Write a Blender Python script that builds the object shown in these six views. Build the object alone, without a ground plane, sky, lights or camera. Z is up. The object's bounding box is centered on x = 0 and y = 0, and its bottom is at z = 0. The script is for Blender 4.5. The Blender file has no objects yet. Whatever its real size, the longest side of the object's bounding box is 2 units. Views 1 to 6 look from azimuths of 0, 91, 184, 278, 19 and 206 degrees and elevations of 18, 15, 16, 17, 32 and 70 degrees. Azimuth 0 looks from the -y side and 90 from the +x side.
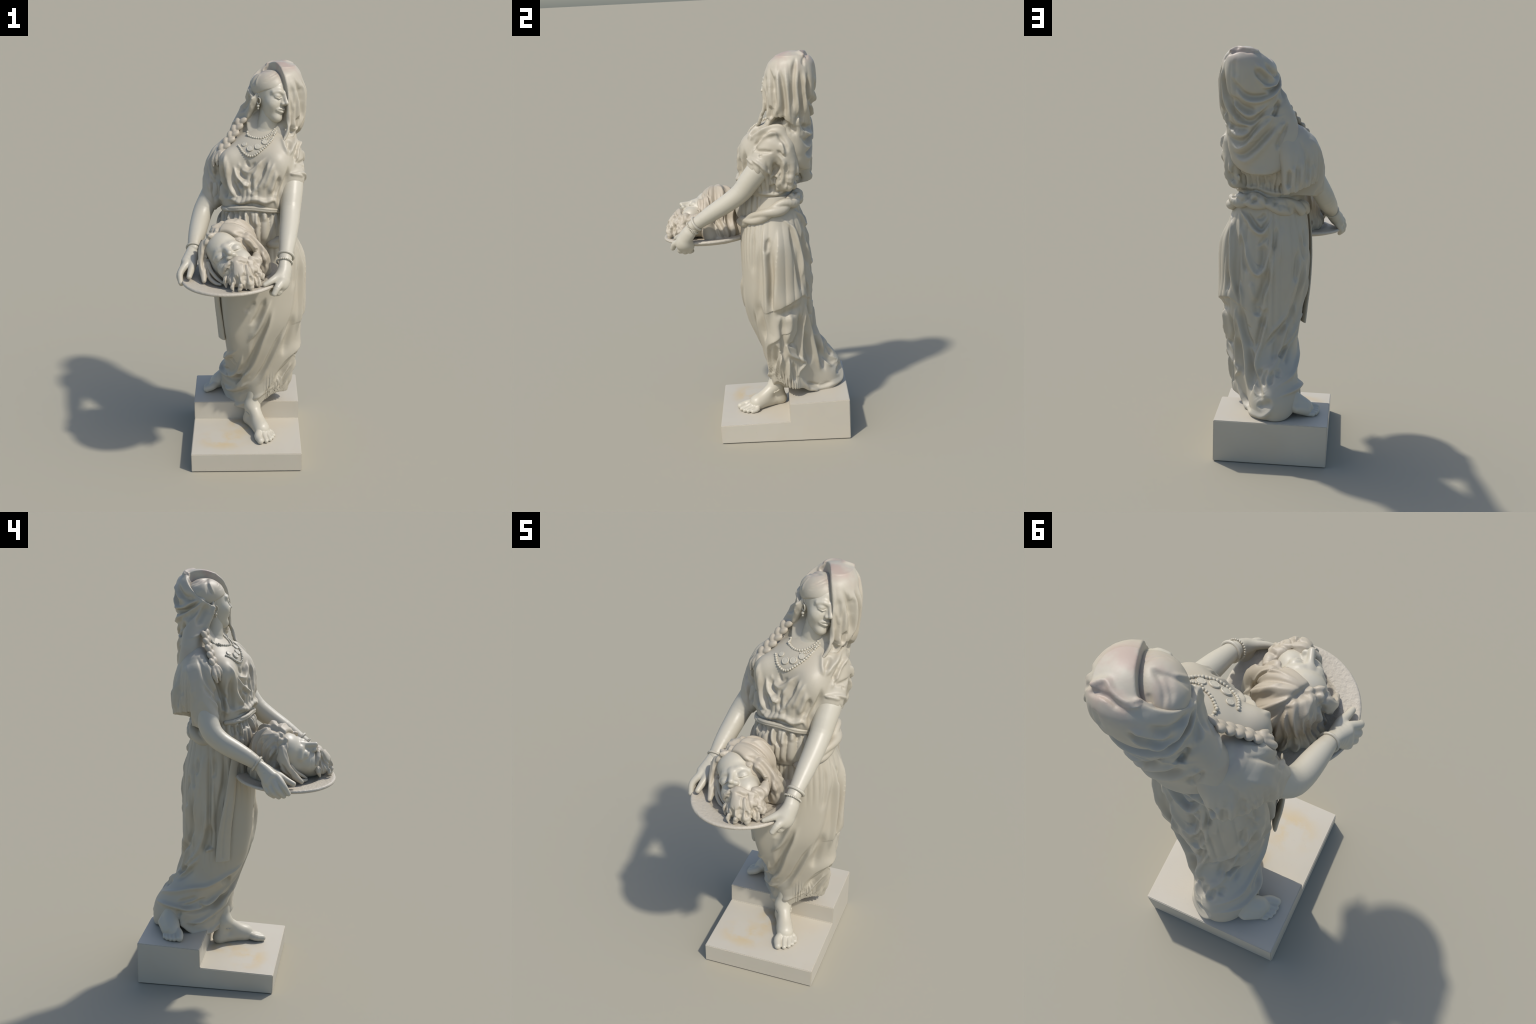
import math, sys
import numpy as np
try:
    import bpy
except ImportError:      # the sculpting half of the script is plain numpy
    bpy = None
F32 = np.float32
FINE = 1.0               # grid scale (1 = final)

# ------------------------------------------------------------------ clay
def spline(pts, step):
    """Catmull-Rom through control points, resampled to about `step`; columns beyond xyz ride along."""
    P = np.array(pts, float)
    if len(P) == 1:
        return P
    Q = np.vstack([2 * P[0] - P[1], P, 2 * P[-1] - P[-2]])
    out = []
    for i in range(len(P) - 1):
        a, b, c, d = Q[i:i + 4]
        n = max(1, int(math.ceil(np.linalg.norm((c - b)[:3]) / step)))
        t = (np.arange(n) / n)[:, None]
        out.append(0.5 * (2 * b + (c - a) * t + (2 * a - 5 * b + 4 * c - d) * t * t + (3 * b - a - 3 * c + d) * t ** 3))
    out.append(P[-1:])
    return np.vstack(out)

class Clay:
    """A block of modelling clay: a distance field on a grid, shaped by adding, carving and drawing folds."""
    def __init__(s, lo, hi, h):
        s.lo, s.h = np.array(lo, float), h * FINE
        s.n = np.ceil((np.array(hi) - s.lo) / s.h).astype(int) + 1
        s.D = np.full(s.n, 0.2, F32)
        s.gain = 1.0
        s.S = None       # resting surface that folds are laid out on
    def box(s, lo, hi):
        a = np.clip(np.floor((np.array(lo) - s.lo) / s.h).astype(int), 0, s.n)
        b = np.clip(np.ceil((np.array(hi) - s.lo) / s.h).astype(int) + 1, 0, s.n)
        if np.any(b <= a):
            return None
        return tuple(slice(i, j) for i, j in zip(a, b))
    def xyz(s, sl):
        ax = [(s.lo[i] + s.h * np.arange(sl[i].start, sl[i].stop)).astype(F32) for i in range(3)]
        return ax[0][:, None, None], ax[1][None, :, None], ax[2][None, None, :]
    def all(s):
        return tuple(slice(0, int(i)) for i in s.n)
    def mix(s, sl, d, k=0.0, op='add'):
        A = s.D[sl]
        if op == 'cut':
            A, d = -A, d
        m = np.minimum(A, d)
        if k > 0:
            g = np.maximum(k - np.abs(A - d), 0) / k
            m = m - g * g * (k * 0.25)
        s.D[sl] = -m if op == 'cut' else m
    # -- volumes
    def rod(s, pts, k=0.01, op='add', flat=None, step=None):
        """Tapering round rod through (x, y, z, radius) points; flat=(vector, factor) squashes it."""
        P = np.array(pts, float)
        P = spline(P, step or max(0.012, float(P[:, 3].mean()) * 0.7))
        if len(P) == 1:
            P = np.vstack([P, P + [0, 0, 1e-4, 0]])
        R = P[:, 3].max() * (max(1, flat[1]) if flat else 1) + k + 3 * s.h
        sl = s.box(P[:, :3].min(0) - R, P[:, :3].max(0) + R)
        if sl is None:
            return s
        T = np.full([q.stop - q.start for q in sl], 0.2, F32)
        o = [q.start for q in sl]
        for a, b in zip(P[:-1], P[1:]):
            q = s.box(np.minimum(a, b)[:3] - R, np.maximum(a, b)[:3] + R)
            if q is None:
                continue
            X, Y, Z = s.xyz(q)
            v = (b - a)[:3]
            L = max(float(v @ v), 1e-12)
            X, Y, Z = X - F32(a[0]), Y - F32(a[1]), Z - F32(a[2])
            t = np.clip((X * F32(v[0]) + Y * F32(v[1]) + Z * F32(v[2])) / F32(L), 0, 1)
            dx, dy, dz = X - t * F32(v[0]), Y - t * F32(v[1]), Z - t * F32(v[2])
            d2 = dx * dx + dy * dy + dz * dz
            if flat:
                u = np.array(flat[0], float); u = u / np.linalg.norm(u)
                w = dx * F32(u[0]) + dy * F32(u[1]) + dz * F32(u[2])
                d2 = d2 + w * w * F32(1 / flat[1] ** 2 - 1)
            d = np.sqrt(np.maximum(d2, 0)) - (F32(a[3]) + t * F32(b[3] - a[3]))
            if flat and flat[1] < 1:
                d = d * F32(max(flat[1], 0.5))
            r = tuple(slice(i.start - j, i.stop - j) for i, j in zip(q, o))
            T[r] = np.minimum(T[r], d)
        s.mix(sl, T, k, op)
        return s
    def egg(s, c, r, k=0.01, op='add', axes=None, M=None):
        """Ellipsoid of radii r about c; axes = rows of an orthonormal frame."""
        r = np.array(r, float); R = r.max() + k + 3 * s.h
        A = np.eye(3) if axes is None else np.array(axes)
        ext = np.sqrt(((A * r[:, None]) ** 2).sum(0)) + k + 3 * s.h
        sl = s.box(np.array(c) - ext, np.array(c) + ext)
        if sl is None:
            return s
        X, Y, Z = s.xyz(sl)
        X, Y, Z = X - F32(c[0]), Y - F32(c[1]), Z - F32(c[2])
        q = [(X * F32(A[i][0]) + Y * F32(A[i][1]) + Z * F32(A[i][2])) for i in range(3)]
        n1 = np.sqrt(sum((q[i] / F32(r[i])) ** 2 for i in range(3)))
        n2 = np.sqrt(sum((q[i] / F32(r[i] ** 2)) ** 2 for i in range(3)))
        d = n1 * (n1 - 1) / np.maximum(n2, 1e-6)
        s.mix(sl, d.astype(F32), k, op)
        return s
    def column(s, rows, k=0.0, power=2.2, op='add', bottom=None, top=None):
        """Upright body: rows of (z, x0, x1, y0, y1, turn) give extents of rounded sections, blended along z."""
        rows = np.array(rows, float)
        zs = rows[:, 0]
        sl = s.all()
        X, Y, Z = s.xyz(sl)
        zz = np.clip(Z.ravel().astype(float), zs[0], zs[-1])
        V = [cubic(zs, rows[:, i], zz).astype(F32)[None, None, :] for i in range(1, rows.shape[1])]
        x0, x1, y0, y1 = V[:4]
        cx, cy, hx, hy = (x0 + x1) / 2, (y0 + y1) / 2, (x1 - x0) / 2, (y1 - y0) / 2
        dx, dy = X - cx, Y - cy
        if len(V) > 4:
            c, sn = np.cos(V[4]), np.sin(V[4])
            dx, dy = dx * c + dy * sn, dy * c - dx * sn
        r = np.sqrt(dx * dx + dy * dy) + 1e-6
        q = (np.abs(dx / hx) ** power + np.abs(dy / hy) ** power) ** F32(1 / power)
        d = (r - r / np.maximum(q, 1e-6)) * F32(0.92)
        d = np.maximum(d, np.maximum(F32(zs[0] if bottom is None else bottom) - Z, Z - F32(zs[-1] if top is None else top)))
        s.mix(sl, np.clip(d, -0.2, 0.2).astype(F32), k, op)
        return s
    def loops(s, rows, k=0.0, bottom=None, top=None, op='add'):
        """Upright body from closed section outlines: rows of (z, [(x, y), ...]), blended round and along z."""
        zs = np.array([r[0] for r in rows], float)
        nA = 180
        grid = np.linspace(-np.pi, np.pi, nA, endpoint=False)
        cen, rad = [], []
        for z, pts in rows:
            P = spline([(*p, 0) for p in pts] + [(*pts[0], 0)], .01)[:, :2]
            c = np.mean(np.array(pts), 0); d = P - c
            a = np.arctan2(d[:, 1], d[:, 0]); o = np.argsort(a); a = a[o]; r = np.linalg.norm(d, axis=1)[o]
            rad.append(np.interp(grid, np.concatenate([a - 2 * np.pi, a, a + 2 * np.pi]), np.tile(r, 3))); cen.append(c)
        cen, rad = np.array(cen), np.array(rad)
        sl = s.all(); X, Y, Z = s.xyz(sl)
        zz = np.clip(Z.ravel().astype(float), zs[0], zs[-1])
        cx, cy = (cubic(zs, cen[:, i], zz).astype(F32)[None, None, :] for i in (0, 1))
        Rz = np.stack([cubic(zs, rad[:, j], zz) for j in range(nA)], 0).astype(F32)
        dx, dy = X - cx, Y - cy
        r = np.sqrt(dx * dx + dy * dy)
        g = (np.arctan2(dy, dx) + F32(np.pi)) * F32(nA / (2 * np.pi))
        i0 = np.floor(g).astype(np.int32); f = (g - i0).astype(F32)
        kz = np.broadcast_to(np.arange(Rz.shape[1])[None, None, :], g.shape)
        R = Rz[i0 % nA, kz] * (1 - f) + Rz[(i0 + 1) % nA, kz] * f
        d = (r - R) * F32(.92)
        d = np.maximum(d, np.maximum(F32(zs[0] if bottom is None else bottom) - Z, Z - F32(zs[-1] if top is None else top)))
        s.mix(sl, np.clip(d, -.2, .2).astype(F32), k, op)
        return s
    def half(s, p, n, op='cut', k=0.0, sl=None):
        """Trim away (cut) everything on the far side of a plane."""
        sl = sl or s.all()
        X, Y, Z = s.xyz(sl)
        n = np.array(n, float); n /= np.linalg.norm(n)
        d = (X - F32(p[0])) * F32(n[0]) + (Y - F32(p[1])) * F32(n[1]) + (Z - F32(p[2])) * F32(n[2])
        s.mix(sl, (-d).astype(F32), k, op)
        return s
    # -- surface work
    def freeze(s):
        s.S = s.D.copy()
        return s
    def at(s, P):
        g = np.clip((P - s.lo) / s.h, 0, s.n - 1.001)
        i = g.astype(int); f = g - i
        v = 0
        for a in (0, 1):
            for b in (0, 1):
                for c in (0, 1):
                    w = (f[:, 0] if a else 1 - f[:, 0]) * (f[:, 1] if b else 1 - f[:, 1]) * (f[:, 2] if c else 1 - f[:, 2])
                    v = v + w * s.D[i[:, 0] + a, i[:, 1] + b, i[:, 2] + c]
        return v
    def grad(s, P):
        e = s.h
        G = np.stack([(s.at(P + d) - s.at(P - d)) / (2 * e) for d in np.eye(3) * e], 1)
        return G
    def snap(s, P, n=8):
        P = P.copy()
        for _ in range(n):
            v = s.at(P); G = s.grad(P)
            g2 = np.maximum((G * G).sum(1), 0.05)
            P -= np.clip(v / g2, -0.02, 0.02)[:, None] * G
        return P
    def fold(s, pts, w, a, lee=None, ends=(0, 0), snap=True, sharp=1.75):
        """Draw a fold along a curve on the surface: a > 0 raises a ridge, a < 0 sinks a groove, w = half width.
        lee = half width on the left of the stroke when the flanks differ; ends = strength kept at each end."""
        P = spline([p[:3] for p in pts], max(0.008, w * 0.6))
        live = s.D
        if s.S is not None:
            s.D = s.S
        if snap:
            P = s.snap(P)
        N = s.grad(P)
        s.D = live
        N = N.copy(); N /= np.maximum(np.linalg.norm(N, axis=1), 1e-6)[:, None]
        n = len(P)
        u = np.linspace(0, 1, n)
        ramp = lambda x: x * x * (3 - 2 * x)
        prof = np.minimum(ends[0] + (1 - ends[0]) * ramp(np.clip(u / 0.28, 0, 1)), ends[1] + (1 - ends[1]) * ramp(np.clip((1 - u) / 0.28, 0, 1)))
        a = math.copysign(min(abs(a * s.gain) * (1.35 if a < 0 else 1), 2.1 * w), a)
        wm = max(w, lee or w)
        R = max(wm * 2.2, abs(a) * 1.5 + .004) + s.h
        sl = s.box(P.min(0) - R, P.max(0) + R)
        if sl is None:
            return s
        shp = [q.stop - q.start for q in sl]
        best = np.full(shp, 9.0, F32); add = np.zeros(shp, F32)
        o = [q.start for q in sl]
        for i in range(n - 1):
            p, q_ = P[i], P[i + 1]
            q = s.box(np.minimum(p, q_) - R, np.maximum(p, q_) + R)
            if q is None:
                continue
            X, Y, Z = s.xyz(q)
            v = q_ - p; L = max(float(v @ v), 1e-12)
            X, Y, Z = X - F32(p[0]), Y - F32(p[1]), Z - F32(p[2])
            t = np.clip((X * F32(v[0]) + Y * F32(v[1]) + Z * F32(v[2])) / F32(L), 0, 1)
            dx, dy, dz = X - t * F32(v[0]), Y - t * F32(v[1]), Z - t * F32(v[2])
            m_ = N[i] + N[i + 1]; m_ = m_ / max(np.linalg.norm(m_), 1e-6)
            hn = dx * F32(m_[0]) + dy * F32(m_[1]) + dz * F32(m_[2])
            d3 = np.sqrt(dx * dx + dy * dy + dz * dz)
            d = np.sqrt(np.maximum(d3 * d3 - F32(.86) * hn * hn, 0))
            ww = F32(w * (.55 + .45 * prof[i]))
            if lee:
                side = np.cross(N[i], v)
                ww = np.where(dx * F32(side[0]) + dy * F32(side[1]) + dz * F32(side[2]) > 0, F32(lee), F32(w))
            val = F32(a) * (F32(prof[i]) + t * F32(prof[i + 1] - prof[i])) * np.exp(-(d / ww) ** F32(sharp))
            r = tuple(slice(x.start - y, x.stop - y) for x, y in zip(q, o))
            m = d3 < best[r]
            best[r] = np.where(m, d3, best[r]); add[r] = np.where(m, val, add[r])
        s.D[sl] -= add
        return s
    def folds(s, table, **kw):
        for pts, w, a, *rest in table:
            s.fold(pts, w, a, **{**kw, **(rest[0] if rest else {})})
        return s
    def flutes(s, c, n, amp, window, zrange, seed=0, lean=0.0, sharp=.7):
        """Irregular upright pleats round the axis c: n to the full circle, inside window = (bearing, half width) and zrange with soft ends."""
        rng = np.random.default_rng(seed)
        i = np.nonzero(np.abs(s.D) < .03)
        P = [s.lo[j] + s.h * i[j] for j in range(3)]
        th = np.arctan2(P[1] - c[1], P[0] - c[0]); z = P[2]
        off = (np.degrees(th) - window[0] + 180) % 360 - 180
        wgt = np.clip((window[1] - np.abs(off)) / (window[1] * .4), 0, 1)
        zz = np.interp(z, zrange, [0, 1, 1, 0])
        ph = n * th + lean * z
        for m in range(1, 5):
            ph = ph + rng.uniform(.5, 1.1) * np.sin(m * 1.7 * th * rng.uniform(.8, 1.6) + z * rng.uniform(-5, 5) + rng.uniform(0, 6.3))
        a = amp * (1 + .5 * np.sin(3.1 * th + z * 4 + seed) * np.sin(7.3 * th - z * 3))
        p = 1 - 2 * np.abs(np.cos(ph / 2)) ** sharp
        s.D[i] -= (a * wgt * wgt * (3 - 2 * wgt) * zz * zz * (3 - 2 * zz) * -p).astype(F32)
        return s
    def noise(s, amp, scale, seed=0):
        """Soft hand-carved unevenness."""
        sl = s.all(); X, Y, Z = s.xyz(sl); rng = np.random.default_rng(seed)
        m = np.abs(s.D) < 0.02
        i = np.nonzero(m)
        P = np.stack([s.lo[j] + s.h * i[j] for j in range(3)], 1)
        v = np.zeros(len(P))
        for _ in range(14):
            kx = rng.normal(size=3) * 6.28 / scale
            v += np.sin(P @ kx + rng.uniform(0, 6.28))
        s.D[i] -= (v * amp / 3.7).astype(F32)
        return s
    # -- skin: naive surface nets, pulled onto the zero level
    def skin(s):
        D = s.D.copy()
        D[0], D[-1] = np.maximum(D[0], .001), np.maximum(D[-1], .001)
        D[:, 0], D[:, -1] = np.maximum(D[:, 0], .001), np.maximum(D[:, -1], .001)
        D[:, :, 0], D[:, :, -1] = np.maximum(D[:, :, 0], .001), np.maximum(D[:, :, -1], .001)
        S = D < 0
        nx, ny, nz = D.shape
        cnt = np.zeros((nx - 1, ny - 1, nz - 1), np.int8)
        for a in (0, 1):
            for b in (0, 1):
                for c in (0, 1):
                    cnt += S[a:nx - 1 + a, b:ny - 1 + b, c:nz - 1 + c]
        I = np.stack(np.nonzero((cnt > 0) & (cnt < 8)), 1)
        ids = np.full(cnt.shape, -1, np.int32)
        ids[I[:, 0], I[:, 1], I[:, 2]] = np.arange(len(I))
        acc = np.zeros((len(I), 3)); num = np.zeros(len(I))
        for ax in range(3):
            for p in (0, 1):
                for q in (0, 1):
                    o = np.zeros(3, int); o[(ax + 1) % 3] = p; o[(ax + 2) % 3] = q
                    e = o.copy(); e[ax] = 1
                    A, B = I + o, I + e
                    va, vb = D[A[:, 0], A[:, 1], A[:, 2]], D[B[:, 0], B[:, 1], B[:, 2]]
                    m = (va < 0) != (vb < 0)
                    t = np.where(m, va / np.where(m, va - vb, 1), 0)
                    pos = A + np.outer(t, e - o)
                    acc[m] += pos[m]; num[m] += 1
        V = (acc / num[:, None]) * s.h + s.lo
        quads = []
        for ax in range(3):
            b, c = (ax + 1) % 3, (ax + 2) % 3
            n1 = [slice(None)] * 3; n2 = [slice(None)] * 3
            n1[ax] = slice(0, -1); n2[ax] = slice(1, None)
            fl = S[tuple(n1)] != S[tuple(n2)]
            E = np.stack(np.nonzero(fl), 1)
            E = E[(E[:, b] > 0) & (E[:, c] > 0) & (E[:, b] < D.shape[b] - 1) & (E[:, c] < D.shape[c] - 1)]
            ins = S[E[:, 0], E[:, 1], E[:, 2]]
            def cell(db, dc):
                K = E.copy(); K[:, b] += db; K[:, c] += dc
                return ids[K[:, 0], K[:, 1], K[:, 2]]
            Q = np.stack([cell(-1, -1), cell(0, -1), cell(0, 0), cell(-1, 0)], 1)
            Q[~ins] = Q[~ins][:, ::-1]
            quads.append(Q)
        Q = np.vstack(quads)
        for _ in range(2):
            v = s.at(V); G = s.grad(V)
            V = V - np.clip(v / np.maximum((G * G).sum(1), .05), -s.h * .5, s.h * .5)[:, None] * G * 0.8
        return V, Q

def cubic(x, y, t):
    """Smooth monotone-ish interpolation through rows."""
    x, y = np.asarray(x, float), np.asarray(y, float)
    m = np.gradient(y, x)
    i = np.clip(np.searchsorted(x, t) - 1, 0, len(x) - 2)
    h = x[i + 1] - x[i]; u = (t - x[i]) / h
    return (2 * u**3 - 3 * u**2 + 1) * y[i] + (u**3 - 2 * u**2 + u) * h * m[i] + (-2 * u**3 + 3 * u**2) * y[i + 1] + (u**3 - u**2) * h * m[i + 1]

class Frame:
    """Local frame of a head: (left, up, forward) offsets to world points."""
    def __init__(s, o, fwd, up, scale=1.0):
        f = np.array(fwd, float); f /= np.linalg.norm(f)
        u = np.array(up, float); u -= f * (u @ f); u /= np.linalg.norm(u)
        s.o, s.f, s.u, s.l, s.k = np.array(o, float), f, u, np.cross(u, f), scale
        s.axes = [s.l, s.u, s.f]
    def __call__(s, a, b, c, *r):
        p = s.o + s.k * (a * s.l + b * s.u + c * s.f)
        return (*p, *[x * s.k for x in r])

FOLDS_ON = True

def fold_bodice(C):
    if not FOLDS_ON:
        return C
    C.fold([(-.021, .023, 1.556), (-.012, .011, 1.516), (.016, -.006, 1.506), (.036, -.012, 1.507), (.078, -.006, 1.541), (.119, -.008, 1.582)], .009, .010)
    C.fold([(.016, .021, 1.563), (.023, .009, 1.537), (.037, -.000, 1.529), (.064, .002, 1.553)], .008, -.011)
    C.fold([(-.046, .017, 1.536), (-.026, -.001, 1.484), (.008, -.030, 1.449), (.029, -.036, 1.450), (.036, -.032, 1.470)], .009, .011)
    C.fold([(-.018, .017, 1.536), (-.005, -.006, 1.492), (.022, -.028, 1.469)], .010, -.012)
    C.fold([(-.026, -.006, 1.471), (.001, -.028, 1.434)], .009, -.009)
    C.fold([(-.073, .027, 1.562), (-.067, .025, 1.478), (-.054, .003, 1.420), (-.013, -.026, 1.370)], .012, .013)
    C.fold([(-.115, .096, 1.447), (-.112, .086, 1.391), (-.094, .039, 1.353)], .011, .011)
    C.fold([(-.100, .079, 1.465), (-.093, .044, 1.409), (-.076, .016, 1.373)], .009, -.013)
    C.fold([(-.047, .007, 1.468), (-.033, -.012, 1.423), (-.006, -.024, 1.384)], .010, -.010)
    C.fold([(-.124, .109, 1.516), (-.132, .096, 1.447), (-.127, .084, 1.341)], .012, -.020)
    C.fold([(.132, -.022, 1.571), (.104, -.034, 1.498), (.070, -.043, 1.438), (.063, -.043, 1.409)], .012, .009)
    C.fold([(.118, -.022, 1.558), (.091, -.034, 1.491), (.056, -.045, 1.424)], .010, -.012)
    C.fold([(.159, -.039, 1.527), (.145, -.039, 1.457), (.124, -.047, 1.403)], .012, .008)
    C.fold([(.173, -.037, 1.498), (.162, -.040, 1.436), (.145, -.042, 1.394)], .010, -.010)
    C.fold([(.036, -.036, 1.436), (.049, -.043, 1.395)], .012, .006)
    C.fold([(-.090, .034, 1.362), (-.048, -.009, 1.373), (-.013, -.026, 1.363), (.028, -.040, 1.377), (.063, -.047, 1.382), (.104, -.051, 1.369), (.145, -.042, 1.376), (.163, -.030, 1.334)], .011, .014)
    C.fold([(-.076, .016, 1.345), (-.013, -.026, 1.341), (.035, -.042, 1.356), (.076, -.049, 1.351), (.131, -.044, 1.334)], .008, -.012)
    C.fold([(.214, -.010, 1.540), (.208, -.012, 1.471), (.180, -.030, 1.398), (.173, -.022, 1.332)], .012, -.014)
    C.fold([(.222, -.004, 1.497), (.250, .011, 1.487), (.289, .034, 1.469)], .007, .009)
    C.fold([(.258, .039, 1.529), (.300, .109, 1.537)], .007, -.006)
    C.fold([(.251, .053, 1.582), (.261, .040, 1.528)], .009, -.007)
    C.fold([(.183, .086, 1.660), (.202, .031, 1.615), (.215, .010, 1.578)], .009, .011)
    C.fold([(.255, .129, 1.643), (.237, .053, 1.610), (.222, .015, 1.576)], .010, .010)
    C.fold([(.221, .080, 1.646), (.216, .027, 1.602)], .011, -.012)
    C.fold([(.277, .149, 1.618), (.259, .068, 1.592)], .009, .008)
    C.fold([(-.168, .120, 1.477), (-.147, .090, 1.412), (-.142, .087, 1.318)], .010, -.007)
    C.fold([(-.183, .130, 1.461), (-.168, .100, 1.425), (-.155, .084, 1.378)], .010, .006)
    C.fold([(-.180, .087, 1.333), (-.149, .093, 1.310), (-.131, .122, 1.287)], .008, .008)
    C.fold([(-.090, .140, 1.598), (-.113, .101, 1.514), (-.100, .083, 1.443), (-.106, .068, 1.384), (-.097, .073, 1.305)], .011, -.026)
    C.fold([(-.076, .172, 1.632), (-.140, .130, 1.548), (-.138, .100, 1.466), (-.110, .082, 1.384), (-.104, .077, 1.326)], .012, .009)
    C.fold([(-.177, .153, 1.509), (-.175, .124, 1.465), (-.163, .096, 1.419)], .008, -.006)
    C.fold([(-.100, .062, 1.482), (-.098, .054, 1.406), (-.100, .061, 1.329)], .012, .009)
    C.fold([(-.082, .042, 1.457), (-.085, .026, 1.366)], .010, -.009)
    C.fold([(-.113, .240, 1.590), (-.179, .205, 1.507), (-.194, .195, 1.421)], .016, .004)
    C.fold([(-.079, .271, 1.583), (-.141, .259, 1.406)], .012, -.004)
    C.fold([(.246, .015, 1.498), (.295, .060, 1.472), (.262, .103, 1.424), (.254, .130, 1.435)], .008, .011)
    C.fold([(.261, .043, 1.532), (.295, .089, 1.530), (.295, .134, 1.533)], .007, -.008)
    C.fold([(.287, .055, 1.510), (.295, .075, 1.517)], .009, -.006)
    C.fold([(.295, .140, 1.526), (.287, .177, 1.484), (.275, .181, 1.416), (.189, .171, 1.306)], .014, .013)
    C.fold([(.271, .131, 1.464), (.261, .140, 1.436), (.252, .122, 1.415)], .013, -.024, ends=(.5,.5))
    C.fold([(.254, .115, 1.406), (.250, .148, 1.410), (.267, .163, 1.442)], .008, .011)
    C.fold([(.236, .107, 1.373), (.226, .147, 1.369), (.265, .168, 1.415)], .009, .009)
    C.fold([(.246, .108, 1.390), (.242, .141, 1.388)], .007, -.011)
    C.fold([(.207, .031, 1.317), (.217, .084, 1.313), (.211, .131, 1.305), (.189, .171, 1.306)], .010, .010)
    C.fold([(.232, .113, 1.358), (.219, .115, 1.322)], .008, -.011)
    C.fold([(.224, .136, 1.356), (.211, .138, 1.319)], .012, .008)
    C.fold([(.289, .193, 1.484), (.277, .184, 1.417), (.252, .175, 1.339)], .010, -.018)
    C.fold([(.277, .207, 1.415), (.262, .198, 1.360)], .016, .008)
    C.fold([(.256, .240, 1.416), (.242, .232, 1.354)], .010, -.012)
    C.fold([(.247, .022, 1.512), (.263, .065, 1.577), (.269, .106, 1.609), (.275, .145, 1.614), (.285, .169, 1.588)], .009, .011)
    C.fold([(.245, .037, 1.550), (.263, .079, 1.596), (.271, .125, 1.621)], .010, -.011)
    C.fold([(.245, .053, 1.601), (.247, .101, 1.638), (.253, .159, 1.649), (.255, .203, 1.621)], .010, .010)
    C.fold([(.273, .145, 1.620), (.289, .181, 1.575), (.291, .198, 1.517)], .010, -.010)
    C.fold([(.285, .169, 1.588), (.297, .179, 1.538), (.289, .171, 1.498)], .010, .008)
    C.fold([(.297, .147, 1.539), (.291, .184, 1.498)], .007, -.008)
    C.fold([(.231, .247, 1.446), (.227, .241, 1.376), (.214, .232, 1.347)], .010, -.014)
    C.fold([(.187, .229, 1.400), (.189, .210, 1.344)], .009, -.011)
    C.fold([(.096, .247, 1.397), (.090, .221, 1.344)], .009, -.012)
    C.fold([(.061, .254, 1.404), (.055, .229, 1.347)], .008, -.011)
    C.fold([(.164, .219, 1.396), (.155, .200, 1.337), (.119, .206, 1.329)], .013, .009)
    C.fold([(.211, .233, 1.403), (.211, .230, 1.347)], .011, .009)
    C.fold([(.117, .237, 1.391), (.105, .214, 1.335)], .012, .008)
    C.fold([(.020, .256, 1.416), (.013, .233, 1.343)], .016, .006)
    C.fold([(.243, .216, 1.336), (.194, .161, 1.320), (.119, .206, 1.332), (.069, .221, 1.318), (.013, .225, 1.312), (-.035, .323, 1.334)], .012, .011)
    C.fold([(-.044, .325, 1.452), (-.039, .329, 1.392), (-.032, .323, 1.349)], .012, -.024)
    C.fold([(-.061, .315, 1.471), (-.055, .317, 1.342)], .013, .007)
    C.fold([(-.118, .277, 1.501), (-.123, .282, 1.373)], .009, -.008)
    C.fold([(-.098, .293, 1.503), (-.091, .305, 1.355)], .015, .007)
    C.fold([(-.077, .311, 1.472), (-.075, .317, 1.350)], .009, -.006)
    C.fold([(-.148, .256, 1.465), (-.151, .244, 1.380)], .012, .005)
    C.fold([(-.074, .158, 1.624), (-.125, .118, 1.545), (-.104, .095, 1.459), (-.110, .079, 1.385)], .010, .010)
    C.fold([(-.096, .199, 1.626), (-.156, .150, 1.550), (-.159, .119, 1.492), (-.110, .090, 1.422)], .008, -.007)
    C.fold([(-.111, .053, 1.545), (-.094, .063, 1.443), (-.100, .053, 1.345)], .010, .008)
    C.fold([(-.095, .033, 1.543), (-.080, .035, 1.441), (-.079, .019, 1.365)], .010, -.010)
    C.fold([(-.080, .047, 1.586), (-.084, .027, 1.520), (-.079, .032, 1.441)], .012, .008)
    C.fold([(.043, -.018, 1.502), (.036, -.036, 1.450), (.046, -.042, 1.402)], .010, -.008)
    C.fold([(.092, -.004, 1.568), (.064, -.020, 1.509), (.043, -.030, 1.476)], .010, .009)
    C.fold([(.152, -.031, 1.560), (.125, -.039, 1.492), (.097, -.049, 1.425)], .011, .009)
    return C

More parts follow.
